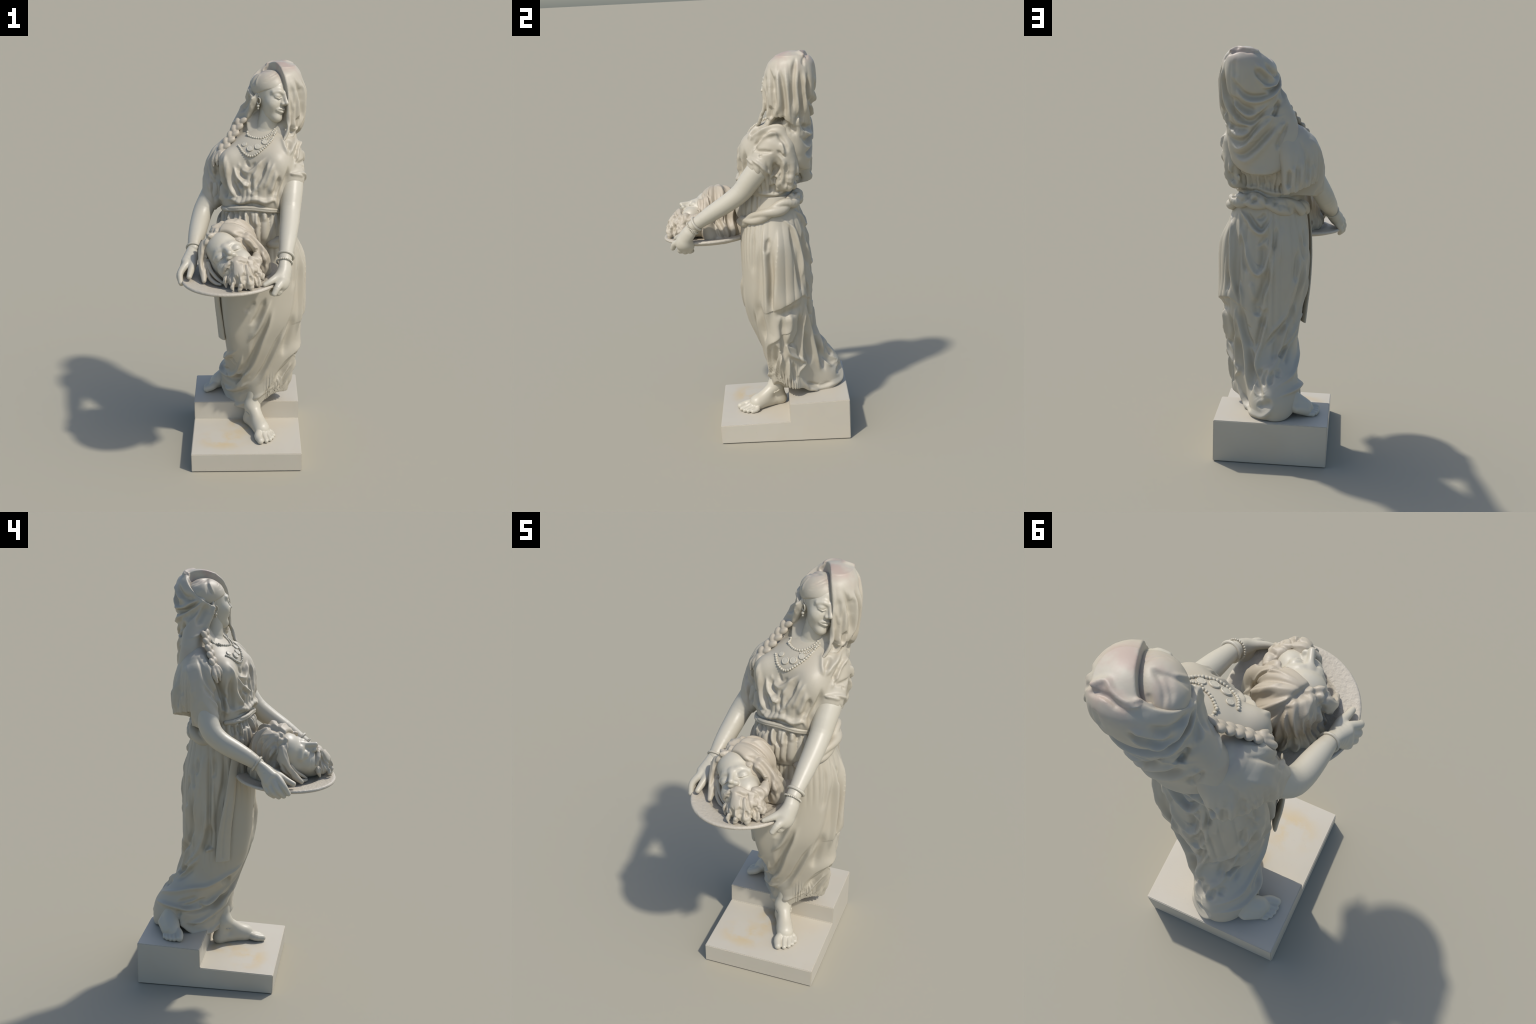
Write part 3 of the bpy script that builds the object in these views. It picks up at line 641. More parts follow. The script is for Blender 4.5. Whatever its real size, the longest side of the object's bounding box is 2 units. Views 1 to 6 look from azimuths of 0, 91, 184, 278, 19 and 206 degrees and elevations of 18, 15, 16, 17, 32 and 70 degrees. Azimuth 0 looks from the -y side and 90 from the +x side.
def fold_veil(C):
    if not FOLDS_ON:
        return C
    C.fold([(.258, .307, 1.951), (.235, .307, 1.971), (.200, .307, 1.981), (.164, .317, 1.977), (.134, .317, 1.967)], .008, -.010)
    C.fold([(.271, .294, 1.944), (.248, .291, 1.973), (.216, .273, 1.989), (.184, .293, 1.987), (.136, .301, 1.979), (.096, .289, 1.961)], .010, .008)
    C.fold([(.136, .345, 1.921), (.117, .347, 1.879), (.094, .337, 1.850), (.067, .317, 1.832), (.046, .287, 1.833), (.037, .263, 1.846)], .012, -.009)
    C.fold([(.138, .349, 1.901), (.117, .347, 1.865), (.089, .333, 1.836), (.061, .311, 1.825), (.039, .269, 1.832), (.033, .251, 1.845)], .010, .011)
    C.fold([(.134, .341, 1.935), (.102, .337, 1.907), (.068, .317, 1.878), (.040, .271, 1.864)], .012, .007)
    C.fold([(.241, .337, 1.868), (.216, .345, 1.826), (.186, .345, 1.793), (.151, .341, 1.777), (.116, .337, 1.775), (.074, .319, 1.783), (.048, .289, 1.804)], .013, -.019)
    C.fold([(.237, .341, 1.857), (.203, .345, 1.804), (.168, .339, 1.767), (.125, .335, 1.758), (.082, .321, 1.769), (.048, .289, 1.793), (.034, .263, 1.817)], .012, .015)
    C.fold([(.244, .327, 1.786), (.216, .329, 1.755), (.181, .327, 1.728), (.145, .325, 1.717), (.116, .323, 1.721)], .014, -.013)
    C.fold([(.256, .321, 1.785), (.223, .323, 1.740), (.190, .323, 1.709), (.157, .321, 1.690), (.128, .321, 1.697), (.087, .317, 1.727), (.055, .299, 1.762)], .014, .012)
    C.fold([(.266, .317, 1.813), (.251, .315, 1.756), (.223, .314, 1.710), (.190, .316, 1.673), (.156, .319, 1.660), (.124, .319, 1.670), (.087, .315, 1.715), (.060, .303, 1.753)], .014, -.017)
    C.fold([(.274, .300, 1.782), (.252, .304, 1.725), (.217, .310, 1.674), (.174, .316, 1.647), (.139, .317, 1.649), (.110, .319, 1.680), (.079, .311, 1.712)], .014, .010)
    C.fold([(.277, .307, 1.870), (.273, .306, 1.812), (.257, .310, 1.755)], .010, -.009)
    C.fold([(.284, .292, 1.810), (.280, .268, 1.720), (.278, .237, 1.656)], .008, -.008)
    C.fold([(.026, .273, 1.766), (.030, .282, 1.717), (.049, .301, 1.674)], .010, -.004)
    C.fold([(.038, .271, 1.809), (.039, .281, 1.760), (.054, .295, 1.717), (.101, .315, 1.659)], .012, .008)
    C.fold([(.023, .246, 1.816), (.012, .254, 1.788), (.017, .278, 1.731), (.029, .294, 1.674), (.036, .306, 1.628)], .014, .006)
    C.fold([(.219, .335, 1.945), (.223, .343, 1.903), (.209, .351, 1.859)], .014, -.003)
    C.fold([(.270, .263, 1.658), (.231, .298, 1.631), (.182, .314, 1.629), (.142, .317, 1.644)], .012, -.015)
    C.fold([(.263, .257, 1.597), (.231, .288, 1.569), (.195, .304, 1.563), (.167, .314, 1.576), (.128, .317, 1.631), (.084, .309, 1.692)], .013, -.018)
    C.fold([(.254, .278, 1.627), (.216, .302, 1.599), (.161, .318, 1.603), (.115, .317, 1.658), (.065, .305, 1.725)], .011, .010)
    C.fold([(.242, .277, 1.547), (.205, .298, 1.531), (.174, .308, 1.548), (.121, .318, 1.605), (.063, .307, 1.666), (.027, .280, 1.704)], .012, .013)
    C.fold([(.239, .275, 1.519), (.188, .300, 1.499), (.133, .314, 1.537), (.068, .313, 1.607), (.024, .296, 1.659)], .012, -.013)
    C.fold([(.231, .275, 1.492), (.166, .302, 1.473), (.099, .314, 1.532), (.035, .308, 1.614), (.005, .290, 1.666)], .016, .009)
    C.fold([(-.028, .284, 1.667), (.008, .302, 1.587), (.020, .306, 1.547), (.016, .302, 1.527)], .010, -.011)
    C.fold([(.012, .300, 1.513), (-.021, .280, 1.477), (-.033, .257, 1.453)], .006, -.006)
    C.fold([(-.009, .288, 1.666), (.008, .302, 1.601)], .012, .006)
    C.fold([(.241, .246, 1.453), (.205, .259, 1.429), (.146, .291, 1.419), (.058, .294, 1.420), (.005, .279, 1.435), (-.033, .257, 1.453)], .006, .008, lee=.03)
    C.fold([(.259, .120, 1.869), (.262, .112, 1.797), (.259, .112, 1.754), (.257, .116, 1.685)], .010, -.009)
    C.fold([(.275, .128, 1.751), (.266, .124, 1.707), (.260, .124, 1.684)], .010, -.015)
    C.fold([(.226, .081, 1.707), (.233, .100, 1.683), (.245, .108, 1.657)], .014, -.020)
    C.fold([(.223, .101, 1.872), (.221, .097, 1.800), (.218, .097, 1.742), (.222, .081, 1.701), (.202, .053, 1.651)], .008, .006)
    C.fold([(.235, .113, 1.899), (.244, .105, 1.842), (.247, .101, 1.785)], .012, -.005)
    C.fold([(.284, .158, 1.892), (.281, .138, 1.808)], .014, -.006)
    C.fold([(.185, .304, 1.984), (.107, .279, 1.956), (.113, .261, 1.924), (.115, .242, 1.892), (.029, .209, 1.873)], .007, .007)
    C.fold([(.091, .315, 1.938), (.074, .314, 1.913), (.056, .299, 1.888), (.041, .266, 1.872), (.031, .223, 1.872)], .012, -.011)
    C.fold([(.132, .349, 1.906), (.087, .334, 1.870), (.069, .319, 1.837)], .014, -.013)
    C.fold([(.108, .342, 1.821), (.046, .289, 1.830), (.031, .242, 1.853), (.028, .208, 1.867)], .010, .011)
    C.fold([(.090, .333, 1.810), (.044, .281, 1.815), (.027, .236, 1.840), (.028, .197, 1.862)], .012, -.014)
    C.fold([(.107, .351, 1.760), (.052, .296, 1.789), (.025, .249, 1.818), (.024, .213, 1.846), (.039, .189, 1.867)], .010, .013)
    C.fold([(.071, .307, 1.712), (.011, .271, 1.754), (.006, .245, 1.788), (.018, .212, 1.828), (.030, .187, 1.857)], .014, -.010)
    C.fold([(.048, .290, 1.721), (-.004, .243, 1.776), (.012, .216, 1.816), (.032, .184, 1.857)], .012, .006)
    C.fold([(-.016, .216, 1.752), (.006, .199, 1.785), (.026, .183, 1.820), (.034, .178, 1.857)], .014, -.013)
    C.fold([(.061, .171, 1.875), (.071, .153, 1.859), (.049, .145, 1.827), (.043, .151, 1.800), (.033, .165, 1.763), (.019, .182, 1.732), (-.031, .208, 1.709), (-.053, .247, 1.689)], .008, .009)
    C.fold([(.260, .256, 1.975), (.296, .243, 1.904), (.302, .236, 1.816), (.290, .233, 1.710)], .011, -.012)
    C.fold([(.262, .265, 1.972), (.296, .251, 1.889), (.296, .252, 1.800), (.280, .262, 1.707), (.255, .268, 1.596)], .014, .008)
    C.fold([(.240, .299, 1.975), (.268, .289, 1.951), (.278, .292, 1.924)], .007, -.006)
    C.fold([(.244, .133, 1.930), (.276, .139, 1.863), (.288, .145, 1.804), (.288, .150, 1.759), (.274, .142, 1.700)], .011, -.015)
    C.fold([(.284, .178, 1.922), (.300, .186, 1.848), (.298, .194, 1.788), (.294, .195, 1.733), (.269, .188, 1.679)], .011, -.017)
    C.fold([(.249, .142, 1.680), (.227, .167, 1.682), (.288, .190, 1.698)], .012, -.016)
    C.fold([(.224, .095, 1.846), (.241, .098, 1.771), (.239, .096, 1.710), (.193, .082, 1.646)], .010, -.012)
    C.fold([(.254, .118, 1.877), (.264, .117, 1.788), (.251, .107, 1.702), (.227, .096, 1.653)], .012, .009)
    C.fold([(.274, .163, 1.922), (.298, .170, 1.834), (.290, .163, 1.743), (.272, .143, 1.694)], .015, .011)
    C.fold([(.284, .202, 1.935), (.302, .209, 1.817), (.296, .211, 1.726), (.278, .224, 1.666), (.267, .241, 1.614)], .015, .010)
    C.fold([(.273, .212, 1.660), (.269, .220, 1.637), (.269, .233, 1.618)], .013, -.017, ends=(.5,.5))
    C.fold([(.288, .271, 1.917), (.294, .276, 1.831), (.282, .276, 1.752), (.265, .271, 1.674), (.251, .277, 1.611)], .012, -.014)
    C.fold([(.276, .304, 1.900), (.270, .308, 1.816), (.258, .315, 1.772), (.201, .328, 1.734)], .011, -.011)
    C.fold([(.280, .292, 1.916), (.284, .294, 1.826), (.270, .295, 1.750), (.243, .296, 1.670)], .012, .007)
    C.fold([(.251, .282, 1.623), (.233, .299, 1.644)], .012, -.013)
    return C

# ------------------------------------------------------------------ the figure, part by part (metres, z up, front = -y)
def skirt_body(C):
    C.loops([
        (.19, [(-.04, .14), (.045, .066), (.12, .12), (.195, .18), (.13, .29), (.09, .39), (0, .445), (-.08, .41), (-.12, .32), (-.105, .23)]),
        (.27, [(-.03, .110), (.06, .055), (.15, .10), (.228, .18), (.15, .27), (.10, .395), (0, .450), (-.09, .41), (-.138, .30), (-.10, .205)]),
        (.34, [(-.02, .070), (.065, .045), (.165, .088), (.236, .16), (.165, .265), (.095, .38), (0, .438), (-.10, .38), (-.132, .26), (-.078, .16)]),
        (.42, [(0, .034), (.085, .032), (.18, .072), (.256, .13), (.185, .25), (.09, .35), (0, .385), (-.09, .33), (-.112, .20), (-.052, .10)]),
        (.50, [(.02, .002), (.10, .012), (.198, .052), (.280, .108), (.205, .235), (.10, .315), (-.01, .31), (-.08, .24), (-.10, .13), (-.055, .03)]),
        (.60, [(.02, -.04), (.11, -.022), (.220, .038), (.290, .112), (.222, .234), (.10, .303), (-.02, .28), (-.095, .20), (-.105, .08), (-.065, -.02)]),
        (.72, [(.03, -.064), (.14, -.050), (.248, .016), (.298, .125), (.246, .234), (.10, .303), (-.02, .28), (-.10, .20), (-.115, .07), (-.08, -.045)]),
        (.88, [(.05, -.070), (.16, -.058), (.264, .012), (.301, .125), (.258, .230), (.10, .298), (-.04, .275), (-.125, .21), (-.135, .09), (-.088, -.048)]),
        (1.05, [(.05, -.064), (.17, -.052), (.262, .014), (.293, .125), (.248, .228), (.10, .283), (-.04, .265), (-.125, .20), (-.138, .09), (-.092, -.032)]),
        (1.20, [(.05, -.05), (.15, -.042), (.225, .026), (.252, .128), (.21, .22), (.10, .255), (-.02, .245), (-.10, .18), (-.12, .08), (-.08, -.015)]),
        (1.30, [(.05, -.03), (.14, -.025), (.20, .04), (.225, .13), (.19, .20), (.10, .235), (-.02, .23), (-.085, .17), (-.10, .09), (-.07, .01)])], bottom=.19)
    return C

def make_skirt():
    C = Clay((-.19, -.11, .165), (.34, .49, 1.29), .0036)
    skirt_body(C)
    hem(C, (.05, .22), [(0, .25), (40, .218), (90, .216), (122, .218), (140, .255), (152, .285), (162, .265), (172, .225), (182, .205), (200, .195), (225, .19), (255, .184), (275, .212), (290, .25), (310, .275), (335, .27), (360, .25)])
    C.freeze()
    C.gain = 1.7
    C.flutes((.08, .12), 30, .0028, (150, 75), (.5, .72, 1.16, 1.26), 1)
    C.flutes((.08, .12), 26, .0026, (25, 70), (.6, .8, 1.12, 1.24), 2)
    C.flutes((.08, .12), 44, .0025, (270, 80), (.9, 1.05, 1.14, 1.22), 3)
    C.flutes((.09, .16), 60, .0045, (330, 62), (.2, .24, .3, .46), 4)
    fold_skirt(C)
    C.D += F32(.005)
    return C

def hem(C, c, table, k=.006):
    """Lower border of a garment: height given by the bearing around c."""
    sl = C.all(); X, Y, Z = C.xyz(sl)
    t = np.array(table, float)
    ang = np.degrees(np.arctan2(Y - F32(c[1]), X - F32(c[0]))) % 360
    a = np.concatenate([t[:-1, 0] - 360, t[:, 0], t[1:, 0] + 360]); z = np.concatenate([t[:-1, 1], t[:, 1], t[1:, 1]])
    hz = cubic(a, z, ang.astype(float)).astype(F32)
    d = np.broadcast_to(Z - hz, C.D.shape)
    C.mix(sl, d, k, 'cut')
    return C

def make_bodice():
    C = Clay((-.20, -.09, 1.12), (.36, .36, 1.74), .004)
    t = -.27
    C.column([(1.28, -.095, .215, -.025, .235, 0), (1.33, -.11, .225, -.045, .224, t), (1.40, -.115, .250, -.045, .25, t), (1.47, -.10, .262, -.042, .285, t),
              (1.54, -.085, .278, -.010, .285, t), (1.60, -.075, .278, .010, .285, t), (1.645, -.03, .26, .054, .28, t), (1.68, .03, .21, .110, .27, t), (1.71, .07, .18, .135, .26, t)], power=2.3)
    C.egg((-.055, .075, 1.535), (.065, .06, .07), .04)
    C.egg((.160, .015, 1.525), (.062, .055, .07), .04)
    # sleeves
    C.rod([(-.022, .205, 1.595, .068), (-.085, .19, 1.53, .085), (-.128, .165, 1.43, .075), (-.152, .14, 1.35, .066)], .012)
    C.loops([(1.30, [(-.02, .20), (-.02, .29), (-.05, .318), (-.10, .29), (-.145, .23), (-.155, .17), (-.10, .15)]), (1.42, [(-.0, .20), (-.0, .29), (-.04, .325), (-.098, .305), (-.156, .246), (-.168, .17), (-.09, .15)]), (1.52, [(.02, .20), (.02, .29), (-.03, .318), (-.09, .295), (-.138, .246), (-.148, .17), (-.07, .15)]), (1.62, [(.03, .2), (.03, .27), (-.01, .29), (-.05, .265), (-.070, .232), (-.078, .18), (-.03, .16)])], .02)
    C.half((-.04, .313, 1.328), (-.35, 0, -1), sl=C.box((-.2, .215, 1.2), (-.0, .36, 1.42)))
    C.rod([(.212, .16, 1.60, .055), (.235, .125, 1.55, .062), (.242, .08, 1.485, .061), (.240, .055, 1.455, .059)], .025)
    C.rod([(.24, .18, 1.54, .06), (.235, .2, 1.44, .05), (.225, .195, 1.36, .04)], .03)
    # gathered skirt of the tunic over the belly
    C.freeze()
    C.gain = 1.5
    C.flutes((.08, .12), 36, .0045, (85, 75), (1.3, 1.34, 1.40, 1.47), 6)
    C.flutes((.08, .12), 34, .0025, (268, 60), (1.33, 1.37, 1.42, 1.52), 7)
    C.flutes((.08, .12), 40, .0045, (10, 45), (1.3, 1.34, 1.42, 1.5), 8)
    C.flutes((-.09, .22), 22, .003, (130, 100), (1.31, 1.34, 1.45, 1.58), 9)
    fold_bodice(C)
    C.D += F32(.003)
    return C

def make_peplum():
    C = Clay((-.15, -.10, 1.12), (.29, .30, 1.36), .004)
    C.column([(1.15, -.08, .20, -.06, .22, 0), (1.19, -.105, .215, -.072, .235, 0), (1.25, -.108, .215, -.066, .235, 0), (1.31, -.098, .205, -.045, .228, 0), (1.35, -.09, .20, -.03, .22, 0)], power=2.3)
    C.freeze()
    C.gain = 1.3
    C.flutes((.06, .1), 34, .005, (265, 110), (1.16, 1.2, 1.3, 1.34), 10)
    fold_peplum(C)
    return C

def make_waist_roll():
    """Cloth rolled into a rope: two slack strands twisting round one another."""
    C = Clay((-.17, -.11, 1.10), (.31, .34, 1.36), .0035)
    P = spline([(.13, -.055, 1.158, .018), (.198, -.022, 1.176, .021), (.242, .055, 1.205, .024), (.248, .14, 1.24, .026), (.215, .21, 1.27, .028), (.14, .238, 1.275, .028), (.05, .243, 1.262, .03), (-.04, .222, 1.247, .03), (-.092, .17, 1.237, .028), (-.11, .1, 1.22, .024), (-.105, .03, 1.20, .018)], .012)
    T = np.gradient(P[:, :3], axis=0); T /= np.linalg.norm(T, axis=1)[:, None]
    A = np.cross(T, (0, 0, 1.)); A /= np.linalg.norm(A, axis=1)[:, None]; B = np.cross(T, A)
    L = np.concatenate([[0], np.cumsum(np.linalg.norm(np.diff(P[:, :3], axis=0), axis=1))])
    for q in (0, 1):
        ph = L / .21 * 2 * np.pi + q * 3.14 + .7 * np.sin(L * 17)
        o = P[:, 3:4] * (.25 * np.cos(ph)[:, None] * A + .6 * np.sin(ph)[:, None] * B)
        C.rod(np.hstack([P[:, :3] + o, P[:, 3:4] * .86 * (1 + .18 * np.sin(L * 31 + q * 2))[:, None]]), .006, step=.02)
    C.freeze()
    C.gain = .7
    fold_waist_roll(C)
    return C

def make_neck():
    C = Clay((.0, .02, 1.56), (.28, .34, 1.86), .003)
    C.rod([(.112, .19, 1.58, .085), (.116, .172, 1.655, .062), (.132, .166, 1.73, .053), (.146, .17, 1.80, .055)], .02)
    C.egg((.092, .15, 1.60), (.10, .07, .075), .03)
    return C

HEAD = Frame((.139, .177, 1.828), (.67, -.74, -.01), (.17, .17, .97))

def face(C, H, male=False):
    k = H.k
    C.egg(H(0, .04, -.012), np.array((.074, .082, .096)) * k, .01, axes=H.axes)
    C.egg(H(0, -.03, .030), np.array((.055, .078, .057)) * k, .03 * k, axes=H.axes)
    C.egg(H(0, -.088, .066), np.array((.024, .02, .022)) * k, .025 * k, axes=H.axes)
    for q in (-1, 1):
        C.egg(H(q * .033, -.022, .053), np.array((.026, .026, .026)) * k, .03 * k, axes=H.axes)      # cheek
        C.egg(H(q * .031, .017, .104), np.array((.022, .013, .016)) * k, .022 * k, 'cut', axes=H.axes)  # socket
        C.rod([H(q * .010, .033, .087, .006), H(q * .03, .038, .082, .006), H(q * .052, .030, .064, .005)], .022 * k)  # brow
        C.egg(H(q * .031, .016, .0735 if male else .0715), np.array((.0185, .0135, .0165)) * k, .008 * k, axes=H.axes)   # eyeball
        C.rod([H(q * .016, .010, .0855, .002), H(q * .03, .0045, .0885, .0022), H(q * .047, .008, .077, .002)], .003 * k)
        C.egg(H(q * .011, -.016, .098), np.array((.009, .008, .010)) * k, .006 * k, axes=H.axes)      # nostril wing
    C.rod([H(0, .034, .074, .013), H(0, .010, .082, .014), H(0, -.012, .088, .015)], .008 * k)
    C.rod([H(0, .038, .086, .009), H(0, .012, .100, .0085), H(0, -.010, .1135, .009)], .009 * k)
    C.rod([H(-.025, -.047, .082, .003), H(-.011, -.042, .0915, .0055), H(0, -.0435, .0935, .005), H(.011, -.042, .0915, .0055), H(.025, -.047, .082, .003)], .010 * k)
    C.rod([H(-.021, -.051, .083, .003), H(0, -.055, .0905, .0068), H(.021, -.051, .083, .003)], .010 * k)
    C.fold([H(-.026, -.0485, .086), H(0, -.0485, .098), H(.026, -.0485, .086)], .0032 * k, -.0024 * k, ends=(.3, .3))
    return C

def make_head():
    C = Clay((.03, .03, 1.70), (.30, .32, 1.99), .0025)
    face(C, HEAD)
    return C

def make_cap():
    C = Clay((.02, .04, 1.78), (.30, .34, 2.0), .003)
    C.egg(HEAD(0, .050, -.024), (.086, .083, .102), 0, axes=HEAD.axes)
    C.half(HEAD(0, .058, .09), -np.array(HEAD.u) + .42 * np.array(HEAD.f), k=.006)
    C.freeze()
    C.gain = .6
    fold_cap(C)
    return C

def make_ear():
    C = Clay((.04, .08, 1.80), (.15, .19, 1.90), .002)
    C.rod([(.104, .150, 1.868, .005), (.092, .144, 1.876, .006), (.082, .146, 1.862, .006), (.083, .146, 1.845, .005), (.09, .143, 1.836, .006)], .004)
    C.egg((.098, .15, 1.855), (.012, .012, .018), .006)
    C.egg((.116, .135, 1.885), (.009, .009, .013), .004)
    return C

def make_sash():
    C = Clay((-.2, -.06, .60), (-.05, .15, 1.2), .003)
    C.rod([(-.122, .005, 1.17, .018), (-.134, .015, 1.08, .021), (-.140, .028, .95, .026), (-.136, .048, .82, .031), (-.126, .060, .72, .035), (-.115, .067, .60, .038)], .004, flat=((-.9, -.42, 0), .30), step=.03)
    C.half((0, 0, .628), (.1, 0, -1))
    C.fold([(-.16, .02, 1.0), (-.155, .045, .85), (-.145, .06, .72), (-.135, .065, .64)], .006, -.005, ends=(0, 1))
    C.fold([(-.15, .0, 1.05), (-.155, .01, .92), (-.15, .02, .8)], .006, .005)
    return C

def make_belt():
    C = Clay((-.16, -.11, 1.28), (.27, .1, 1.38), .003)
    C.rod([(-.100, .06, 1.312, .011), (-.082, .012, 1.318, .012), (-.03, -.030, 1.332, .013), (.04, -.043, 1.336, .013), (.12, -.043, 1.327, .013), (.172, -.008, 1.315, .012), (.195, .05, 1.31, .01)], .004)
    C.fold([(-.09, .02, 1.318), (-.03, -.045, 1.332), (.04, -.06, 1.336), (.12, -.06, 1.327), (.18, -.02, 1.315)], .003, -.003, ends=(1, 1))
    return C

BRAID = [(.0, .178, 1.732), (-.02, .168, 1.70), (-.045, .15, 1.662), (-.08, .128, 1.615), (-.112, .11, 1.572)]

def make_braid():
    """Two rows of plump lobes laid alternately along the plait, then a loose tuft."""
    C = Clay((-.19, .04, 1.49), (.05, .24, 1.78), .0028)
    P = spline(BRAID, .001)
    L = np.concatenate([[0], np.cumsum(np.linalg.norm(np.diff(P, axis=0), axis=1))])
    out = np.array((-.25, -.75, .6)); out /= np.linalg.norm(out)
    n = 11
    for i in range(n):
        j = int(np.interp((i + .5) / n * L[-1], L, np.arange(len(P))))
        t = P[min(j + 5, len(P) - 1)] - P[max(j - 5, 0)]; t /= np.linalg.norm(t)
        side = np.cross(t, out); q = 1 if i % 2 else -1
        d = t * .85 - side * q * .5; d /= np.linalg.norm(d)
        e2 = np.cross(out, d); e2 /= np.linalg.norm(e2)
        C.egg(P[j] + side * q * .0115 + out * .001, (.0215, .0150, .0125), .006, axes=[d, e2, np.cross(d, e2)])
    for a, b, c in (((-.11, .105, 1.575), (-.125, .092, 1.55), (-.122, .082, 1.522)), ((-.115, .115, 1.572), (-.14, .105, 1.545), (-.142, .092, 1.515)), ((-.105, .098, 1.575), (-.105, .078, 1.55), (-.10, .068, 1.53))):
        C.rod([(*a, .014), (*b, .013), (*c, .006)], .003)
    return C

RIM = [(.050, .205, 1.868), (.073, .256, 1.922), (.118, .287, 1.985), (.155, .235, 1.995), (.182, .165, 1.972), (.195, .131, 1.925), (.212, .105, 1.865), (.225, .086, 1.812), (.224, .085, 1.751), (.224, .08, 1.69), (.222, .062, 1.640),
       (.20, .02, 1.55), (.04, .01, 1.5), (-.03, .08, 1.56), (-.04, .15, 1.66), (.025, .182, 1.74), (.056, .154, 1.803), (.062, .148, 1.834)]

def opening(C, apex, axis, rim, k=.004):
    """Cut the hollow of a hood: the cone from the apex through the rim curve."""
    A = np.array(apex, float); a = np.array(axis, float); a /= np.linalg.norm(a)
    e = np.cross(a, [0, 0, 1]); e /= np.linalg.norm(e); f = np.cross(e, a)
    R = spline(rim + rim[:1], .01) - A
    az = np.arctan2(R @ f, R @ e); pol = np.arccos(np.clip((R @ a) / np.linalg.norm(R, axis=1), -1, 1))
    o = np.argsort(az); az, pol = az[o], pol[o]
    az = np.concatenate([az - 2 * np.pi, az, az + 2 * np.pi]); pol = np.tile(pol, 3)
    sl = C.all(); X, Y, Z = C.xyz(sl)
    X, Y, Z = X - F32(A[0]), Y - F32(A[1]), Z - F32(A[2])
    r = np.sqrt(X * X + Y * Y + Z * Z) + 1e-6
    pe = X * F32(e[0]) + Y * F32(e[1]) + Z * F32(e[2]); pf = X * F32(f[0]) + Y * F32(f[1]) + Z * F32(f[2])
    pa = (X * F32(a[0]) + Y * F32(a[1]) + Z * F32(a[2])) / r
    lim = np.interp(np.arctan2(pf, pe), az, pol).astype(F32)
    d = r * (np.arccos(np.clip(pa, -1, 1)) - lim)
    C.mix(sl, d.astype(F32), k, 'cut')
    return C

def make_veil():
    C = Clay((-.13, .03, 1.38), (.34, .39, 2.01), .0036)
    C.column([(1.60, .02, .270, .085, .315), (1.66, .015, .280, .075, .318), (1.72, .015, .296, .080, .330), (1.80, .028, .303, .080, .350), (1.87, .032, .303, .090, .356),
              (1.92, .045, .293, .105, .350), (1.955, .075, .276, .130, .336), (1.975, .105, .258, .162, .317)], power=2.3, bottom=1.56)
    C.egg((.182, .238, 1.925), (.097, .098, .074), .03)
    hem(C, (.16, .21), [(0, 1.668), (12, 1.648), (24, 1.655), (40, 1.615), (70, 1.59), (180, 1.58), (265, 1.60), (290, 1.632), (308, 1.640), (318, 1.668), (330, 1.690), (345, 1.684), (360, 1.668)])
    C.column([(1.405, .04, .16, .14, .300), (1.44, -.03, .225, .14, .308), (1.50, -.05, .255, .14, .314), (1.57, -.055, .268, .14, .318), (1.64, -.04, .272, .14, .316), (1.68, -.01, .275, .15, .315)], power=2.3, k=.02)
    C.rod([(.07, .20, 1.865, .028), (.045, .215, 1.80, .038), (.014, .235, 1.73, .044), (-.018, .24, 1.65, .05), (-.03, .25, 1.55, .05)], .03)
    opening(C, (.16, .205, 1.83), (-.5, -.85, .05), RIM)
    C.rod([(.045, .205, 1.865, .018), (.068, .178, 1.872, .014), (.078, .160, 1.862, .011), (.070, .152, 1.835, .011), (.058, .158, 1.80, .012), (.03, .182, 1.745, .014)], .012)
    C.rod([(.232, .10, 1.76, .012), (.228, .092, 1.71, .012), (.214, .075, 1.672, .012), (.198, .056, 1.648, .008)], .01)
    C.freeze()
    C.gain = 1.45
    C.flutes((.16, .21), 30, .0018, (5, 85), (1.55, 1.66, 1.86, 1.97), 5)
    fold_veil(C)
    C.D += F32(.002)
    return C

def make_right_arm():
    C = Clay((-.34, -.20, 1.06), (-.05, .24, 1.48), .0032)
    C.rod([(-.115, .165, 1.44, .056), (-.158, .14, 1.36, .053), (-.196, .108, 1.293, .049), (-.212, .06, 1.25, .047), (-.222, -.005, 1.217, .044), (-.23, -.065, 1.188, .038), (-.237, -.115, 1.160, .031)], .01)
    return C

def make_right_hand():
    C = Clay((-.34, -.33, .99), (-.19, -.08, 1.20), .0025)
    C.rod([(-.237, -.11, 1.160, .031), (-.246, -.145, 1.138, .034), (-.262, -.185, 1.108, .037)], .01, flat=((.6, .2, .75), .72))
    C.rod([(-.25, -.145, 1.125, .026), (-.276, -.17, 1.088, .026)], .015)
    for kn, mid, tip, r in (((-.272, -.212, 1.110), (-.296, -.243, 1.080), (-.294, -.266, 1.043), .0150), ((-.280, -.194, 1.098), (-.302, -.220, 1.062), (-.293, -.245, 1.030), .0150),
                            ((-.277, -.174, 1.087), (-.299, -.197, 1.048), (-.289, -.222, 1.023), .0145), ((-.268, -.153, 1.082), (-.289, -.173, 1.044), (-.281, -.198, 1.022), .0130)):
        base = np.array((-.258, -.165, 1.118)) * .5 + np.array(kn) * .5
        C.rod([(*base, r * 1.2), (*kn, r * 1.2), (*mid, r), (*tip, r * .8)], .006)
    C.rod([(-.238, -.145, 1.140, .02), (-.237, -.205, 1.115, .019), (-.246, -.25, 1.092, .0155), (-.252, -.284, 1.077, .0125)], .01)
    return C

